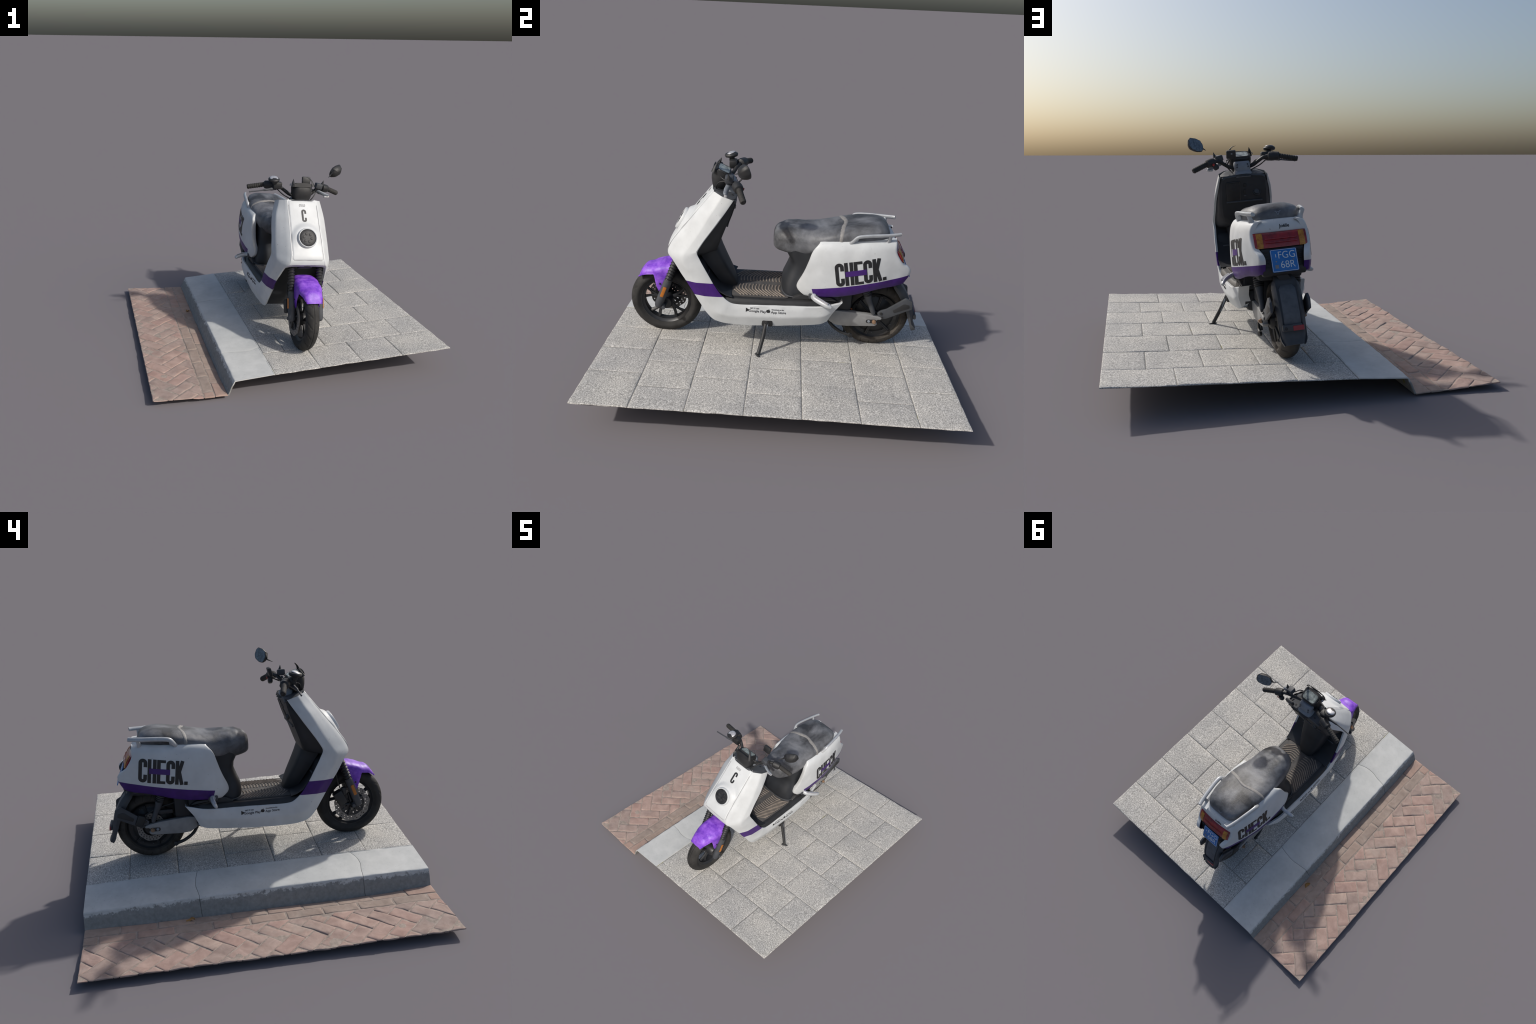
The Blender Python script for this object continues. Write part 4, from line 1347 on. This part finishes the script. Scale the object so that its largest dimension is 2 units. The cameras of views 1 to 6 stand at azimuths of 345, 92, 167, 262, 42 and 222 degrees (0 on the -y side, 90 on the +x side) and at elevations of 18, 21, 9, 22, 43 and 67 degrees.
part("switch_lobe", rbox((.175, -.222, 1.012), (.035, .030, .036), .010, Matrix.Rotation(.5, 4, "Y")), M_BLACK, hb)
part("horn_button", revolve([(0, .008), (.005, .007), (.006, .001)], (.190, -.206, 1.028), (.1, .9, -.3), 14), M_REDBTN, hb)
part("throttle_housing", along(bar_pts[9].lerp(bar_pts[10], .35), bar_pts[10].lerp(bar_pts[11], .5), (0, .08, .45, .55, .9, 1), (.019, .028, .030, .028, .027, .018)), M_BLACK, hb)
# brake reservoir on the throttle side
part("brake_reservoir", merge(rbox((-.160, -.290, 1.058), (.062, .045, .050), .010), rbox((-.185, -.302, 1.080), (.03, .03, .03), .006)), M_BLACK, hb)
part("reservoir_cap", revolve([(-.014, .020), (-.008, .036), (.002, .040), (.010, .036), (.016, .020), (.017, .002)], (-.192, -.306, 1.099), (-.05, -.15, 1), 20), M_BLACK, hb)
part("cap_shine", revolve([(0, .030), (.003, .028), (.006, .018), (.0065, .001)], (-.194, -.312, 1.110), (-.08, -.35, 1), 20), M_CHROME, hb)  # bright disc modelled for the white reflection on the cap
part("brake_lever", sweep(smooth_path([(-.165, -.285, 1.035), (-.225, -.298, 1.028), (-.290, -.302, 1.018), (-.358, -.301, 1.008)], 5), [.011] * 4 + [.008] * 4 + [.0045] * 6 + [.004, .0055], 10), M_GREYP, hb)
# left side: mirror clamp, lever stub, signal box
part("mirror_clamp", rbox((.142, -.286, 1.063), (.048, .046, .038), .007, Matrix.Rotation(.2, 4, "Y")), M_GREYP, hb)
part("clamp_peak", sweep([(.168, -.284, 1.072), (.172, -.287, 1.090), (.174, -.288, 1.104)], [.012, .006, .001], 8), M_BLACK, hb)
part("brake_lever", sweep(smooth_path([(.135, -.285, 1.030), (.170, -.297, 1.014), (.200, -.300, 1.004), (.220, -.298, .998)], 4), [.010] * 6 + [.009] * 5 + [.008, .005], 10, flat=1.5), M_CLAMP, hb)
part("lever_knob", rbox((.205, -.298, .992), (.040, .018, .016), .006), M_CHROME, hb)
part("phone_holder", merge(rbox((.076, -.203, 1.083), (.060, .022, .052), .006, Matrix.Rotation(-.25, 4, "X")), sweep([(.080, -.21, 1.06), (.092, -.235, 1.035), (.096, -.265, 1.02)], .0045, 8)), M_BLACK, hb)
part("holder_mark", rbox((.074, -.189, 1.086), (.010, .003, .008), .001, Matrix.Rotation(-.25, 4, "X")), M_CLAMP, hb)
# mirror: dished back, flat glass, short stub of its arm
MC = V((.291, -.186, 1.159))
MN = V((-.50, .80, .26)).normalized()          # glass faces the rider
mx = V((1, .08, .06))
mx = (mx - MN * mx.dot(MN)).normalized()
my = MN.cross(mx)
def mring(scale, d):
    r = []
    for k in range(36):
        a = 2 * math.pi * k / 36
        c, s = math.cos(a), math.sin(a)
        px = .054 * math.copysign(abs(c) ** .8, c)
        py = .043 * math.copysign(abs(s) ** .8, s) * (1 if s > 0 else .95) - .012 * c * .6
        w = 1 + .13 * noise.noise(V((c * 2.2, s * 2.2, 4)))
        r.append(MC + (mx * px + my * py) * scale * w + MN * d)
    return r
mir = part("mirror", loft([mring(.15, -.042), mring(.45, -.038), mring(.78, -.026), mring(.97, -.008), mring(1.0, 0), mring(.96, .003)]), M_BLACK, hb)
part("mirror_glass", loft([mring(.93, .0025), mring(.91, .0045)]), M_MIRROR, hb)
part("mirror_arm", sweep([MC + mx * -.030 + my * -.022 + MN * -.02, V((.247, -.222, 1.133)), V((.224, -.251, 1.120))], [.007, .0055, .0015], 8), M_BLACK, hb)

# instrument pod
rows = []
for z, yf, yb, w, tip in ((.975, -.382, -.322, .052, 0), (.990, -.393, -.312, .066, 0), (1.020, -.399, -.302, .074, 0), (1.050, -.398, -.294, .076, 0), (1.064, -.392, -.290, .075, .004), (1.074, -.385, -.291, .072, .020)):
    r = []
    for k in range(28):
        a = 2 * math.pi * k / 28
        c, s = math.cos(a), math.sin(a)
        x = w * math.copysign(abs(c) ** .62, c)
        y = (yf + yb) / 2 + (yb - yf) / 2 * math.copysign(abs(s) ** .7, s)
        zz = z + tip * 1.0 * (yb - y) / (yb - yf) - (.014 if z > 1.06 else .006) * (y - yf) / (yb - yf)
        r.append((x, y, zz))
    rows.append(r)
pod_geo = loft(rows)
pod_geo = (rumple([(v[0] * .93, v[1] + .003, v[2] - .003) for v in pod_geo[0]], .0055, 32, 31), pod_geo[1])
pod = part("instrument_pod", pod_geo, M_BLACK, scooter, 35)
SN = V((0, .42, .91)).normalized()
su = V((1, 0, 0))
sv = SN.cross(su) * -1
out = rounded([(-.054, -.018), (-.043, -.034), (.043, -.034), (.054, -.018), (.052, .022), (.040, .033), (-.040, .033), (-.052, .022)], .010)
SC = V((0.0, -.328, 1.076))
part("display_bezel", loft([[SC + su * p[0] * k + sv * p[1] * k + SN * d for p in out] for k, d in ((1.16, -.020), (1.18, -.003), (1.12, .003), (1.0, .004), (.98, .0015))]), M_BLACK, pod)
part("display", loft([[SC + su * p[0] * k + sv * p[1] * k + SN * d for p in out] for k, d in ((.985, 0), (.97, .0035))]), M_SCREEN, pod)
part("wind_deflector", sweep([(-.070, -.375, 1.065), (-.071, -.362, 1.092), (-.067, -.350, 1.118)], [.018, .010, .001], 8), M_BLACK, pod)
part("pod_visor", solid(*grid([[(x, -.392 + .4 * x * x, 1.072), (x, -.386 + .4 * x * x, 1.098 - 1.2 * x * x)] for x in np.linspace(-.07, .05, 13)]), .003), M_BLACK, pod)
part("visor_tab", sweep(smooth_path([(.070, -.385, 1.075), (.058, -.372, 1.108), (.040, -.356, 1.128), (.018, -.350, 1.134)], 4), [.013, .012, .011, .009, .008, .007, .006, .005, .005, .004, .003, .002, .001], 8, flat=.5), M_BLACK, pod)
part("visor_glint", revolve([(0, .009), (.003, .008), (.004, .001)], (-.085, -.352, 1.078), (-1, .1, .3), 12), M_CLAMP, pod)
# stem cover
rows = []
for z, yb, w, d in ((.935, -.244, .059, .08), (.955, -.242, .059, .08), (.966, -.246, .056, .075), (.975, -.256, .050, .07), (.988, -.257, .050, .07), (1.000, -.255, .053, .065), (1.022, -.266, .053, .05), (1.034, -.278, .049, .035)):
    r = []
    for k in range(20):
        a = 2 * math.pi * k / 20
        c, s = math.cos(a), math.sin(a)
        r.append((w * math.copysign(abs(c) ** .55, c), yb - d / 2 + d / 2 * math.copysign(abs(s) ** .6, s), z))
    rows.append(r)
stem = part("stem_cover", loft(rows), M_CLAMP, scooter, 40)
for x, z in ((-.034, 1.014), (.034, 1.014), (-.036, .999), (.036, .999)):
    part("stem_bolt", revolve([(0, .006), (.003, .005), (.0015, .002)], (x, -.258 - (z - .999) * .35, z), (0, .9, .4), 12), M_GREYP, stem)
part("stem_boot", revolve([(0, .074), (.010, .070), (.014, .060)], (0, -.300, .945), (0, .08, 1), 28), M_INK, stem)
for pts in ([(-.12, -.30, 1.04), (-.10, -.345, 1.03), (-.06, -.36, .995), (-.03, -.35, .96)], [(.12, -.30, 1.045), (.105, -.345, 1.03), (.075, -.365, .99), (.05, -.35, .96)], [(.10, -.29, 1.03), (.09, -.325, 1.045), (.07, -.34, 1.05)], [(-.155, -.27, 1.03), (-.12, -.31, 1.00), (-.08, -.33, .98), (-.05, -.33, .96)]):
    part("control_cable", sweep(smooth_path(pts, 5), .0038, 8), M_BLACK, hb)

# ---------------------------------------------------------------- lettering
def word(chars, W, H, s, gap):
    x = 0
    out = []
    for ch in chars:
        w = s if ch in ".i" else W
        out.append((ch, x, letter(ch, w, H, s)))
        x += w + gap
    return out, x - gap

def lay(chars, W, H, s, gap, origin, u, v, mat, parent, bvh, name="letter", step=.008):
    items, total = word(chars, W, H, s, gap)
    for ch, x, quads in items:
        q2 = [tuple((p[0] + x - total / 2, p[1] - H / 2) for p in q) for q in quads]
        decal(name, subdivide_quads(q2, step), origin, u, v, mat, parent, bvh)
    return total

# big word on both rear covers, tilted up toward the tail, with a purple bar through the middle
UL = V((0, .240, .040)).normalized()
VL = V((0, -.02, .14)).normalized()
VL = (V((0, 0, 1)) - UL * UL.z).normalized()
lay("CHECK.", .0500, .142, .0205, .0030, (.215, .468, .571), UL, VL, M_INK, cov_l, bvh_cl)
UR = V((0, -.240, -.030)).normalized()
VR = (V((0, 0, 1)) - UR * UR.z).normalized()
lay("CHECK.", .0500, .142, .0205, .0030, (-.215, .492, .592), UR, VR, M_INK, cov_r, bvh_cr)
for o, u, v, cv, bv in (((.215, .442, .568), UL, VL, cov_l, bvh_cl), ((-.215, .513, .596), UR, VR, cov_r, bvh_cr)):
    decal("letter_bar", subdivide_quads([((-.060, -.016), (-.060, .016), (.060, .016), (.060, -.016))], .008), o, u, v, M_STICKER_PURPLE, cv, bv, lift=.0022, thick=.002)

# shield front: small maker's lettering and a big C
FU = V((1, 0, 0))
FV = V((0, .623, .782))
shield_front = bpy.data.objects.get("front_panel")
lay("niu", .0150, .0200, .0036, .0045, face_point(-.06, 1.7) + NORM * .006, FU, FV, M_GREYINK, shield_front, bvh_panel, step=.004)
lay("C", .034, .092, .0130, .0, face_point(0, 4.6) + NORM * .006, FU, FV, M_INK, shield_front, bvh_panel, step=.006)

# store badges on the footboard sides
for s, par, bv in ((1, left, bvh_left), (-1, right, bvh_right)):
    u = V((0, s, 0))
    v = V((0, 0, 1))
    fwd = -s
    def at(d, z):
        # d metres along the reading direction, measured from the label's start
        y0 = -.172 if s > 0 else .056
        return V((s * .215, y0 + s * d, z))
    decal("play_mark", subdivide_quads([((0, -.013), (0, .013), (.022, .0005), (.022, -.0005))], .006), at(0, .300), u, v, M_INK, par, bv)
    for txt, d, dz, size in (("GET IT ON", .050, .012, .011), ("Google Play", .066, -.005, .021), ("Download on the", .185, .012, .010), ("App Store", .190, -.005, .021)):
        sh = text2d(txt, size, .0002)
        decal("badge_lettering", sh, at(d, .300 + dz), u, v, M_DARKINK, par, bv)
    apple = [[(c + .0085 * math.cos(a), .0095 * math.sin(a)) for a in (2 * math.pi * k / 14 for k in range(14))] for c in (-.003, .003)]
    vv = [p for c in apple for p in c] + [(.001, .011), (.006, .017), (.004, .011)]
    ff = [tuple(range(14)), tuple(range(14, 28)), (28, 29, 30)]
    decal("fruit_mark", (vv, ff), at(.130, .300), u, v, M_INK, par, bv)

bpy.context.view_layer.update()
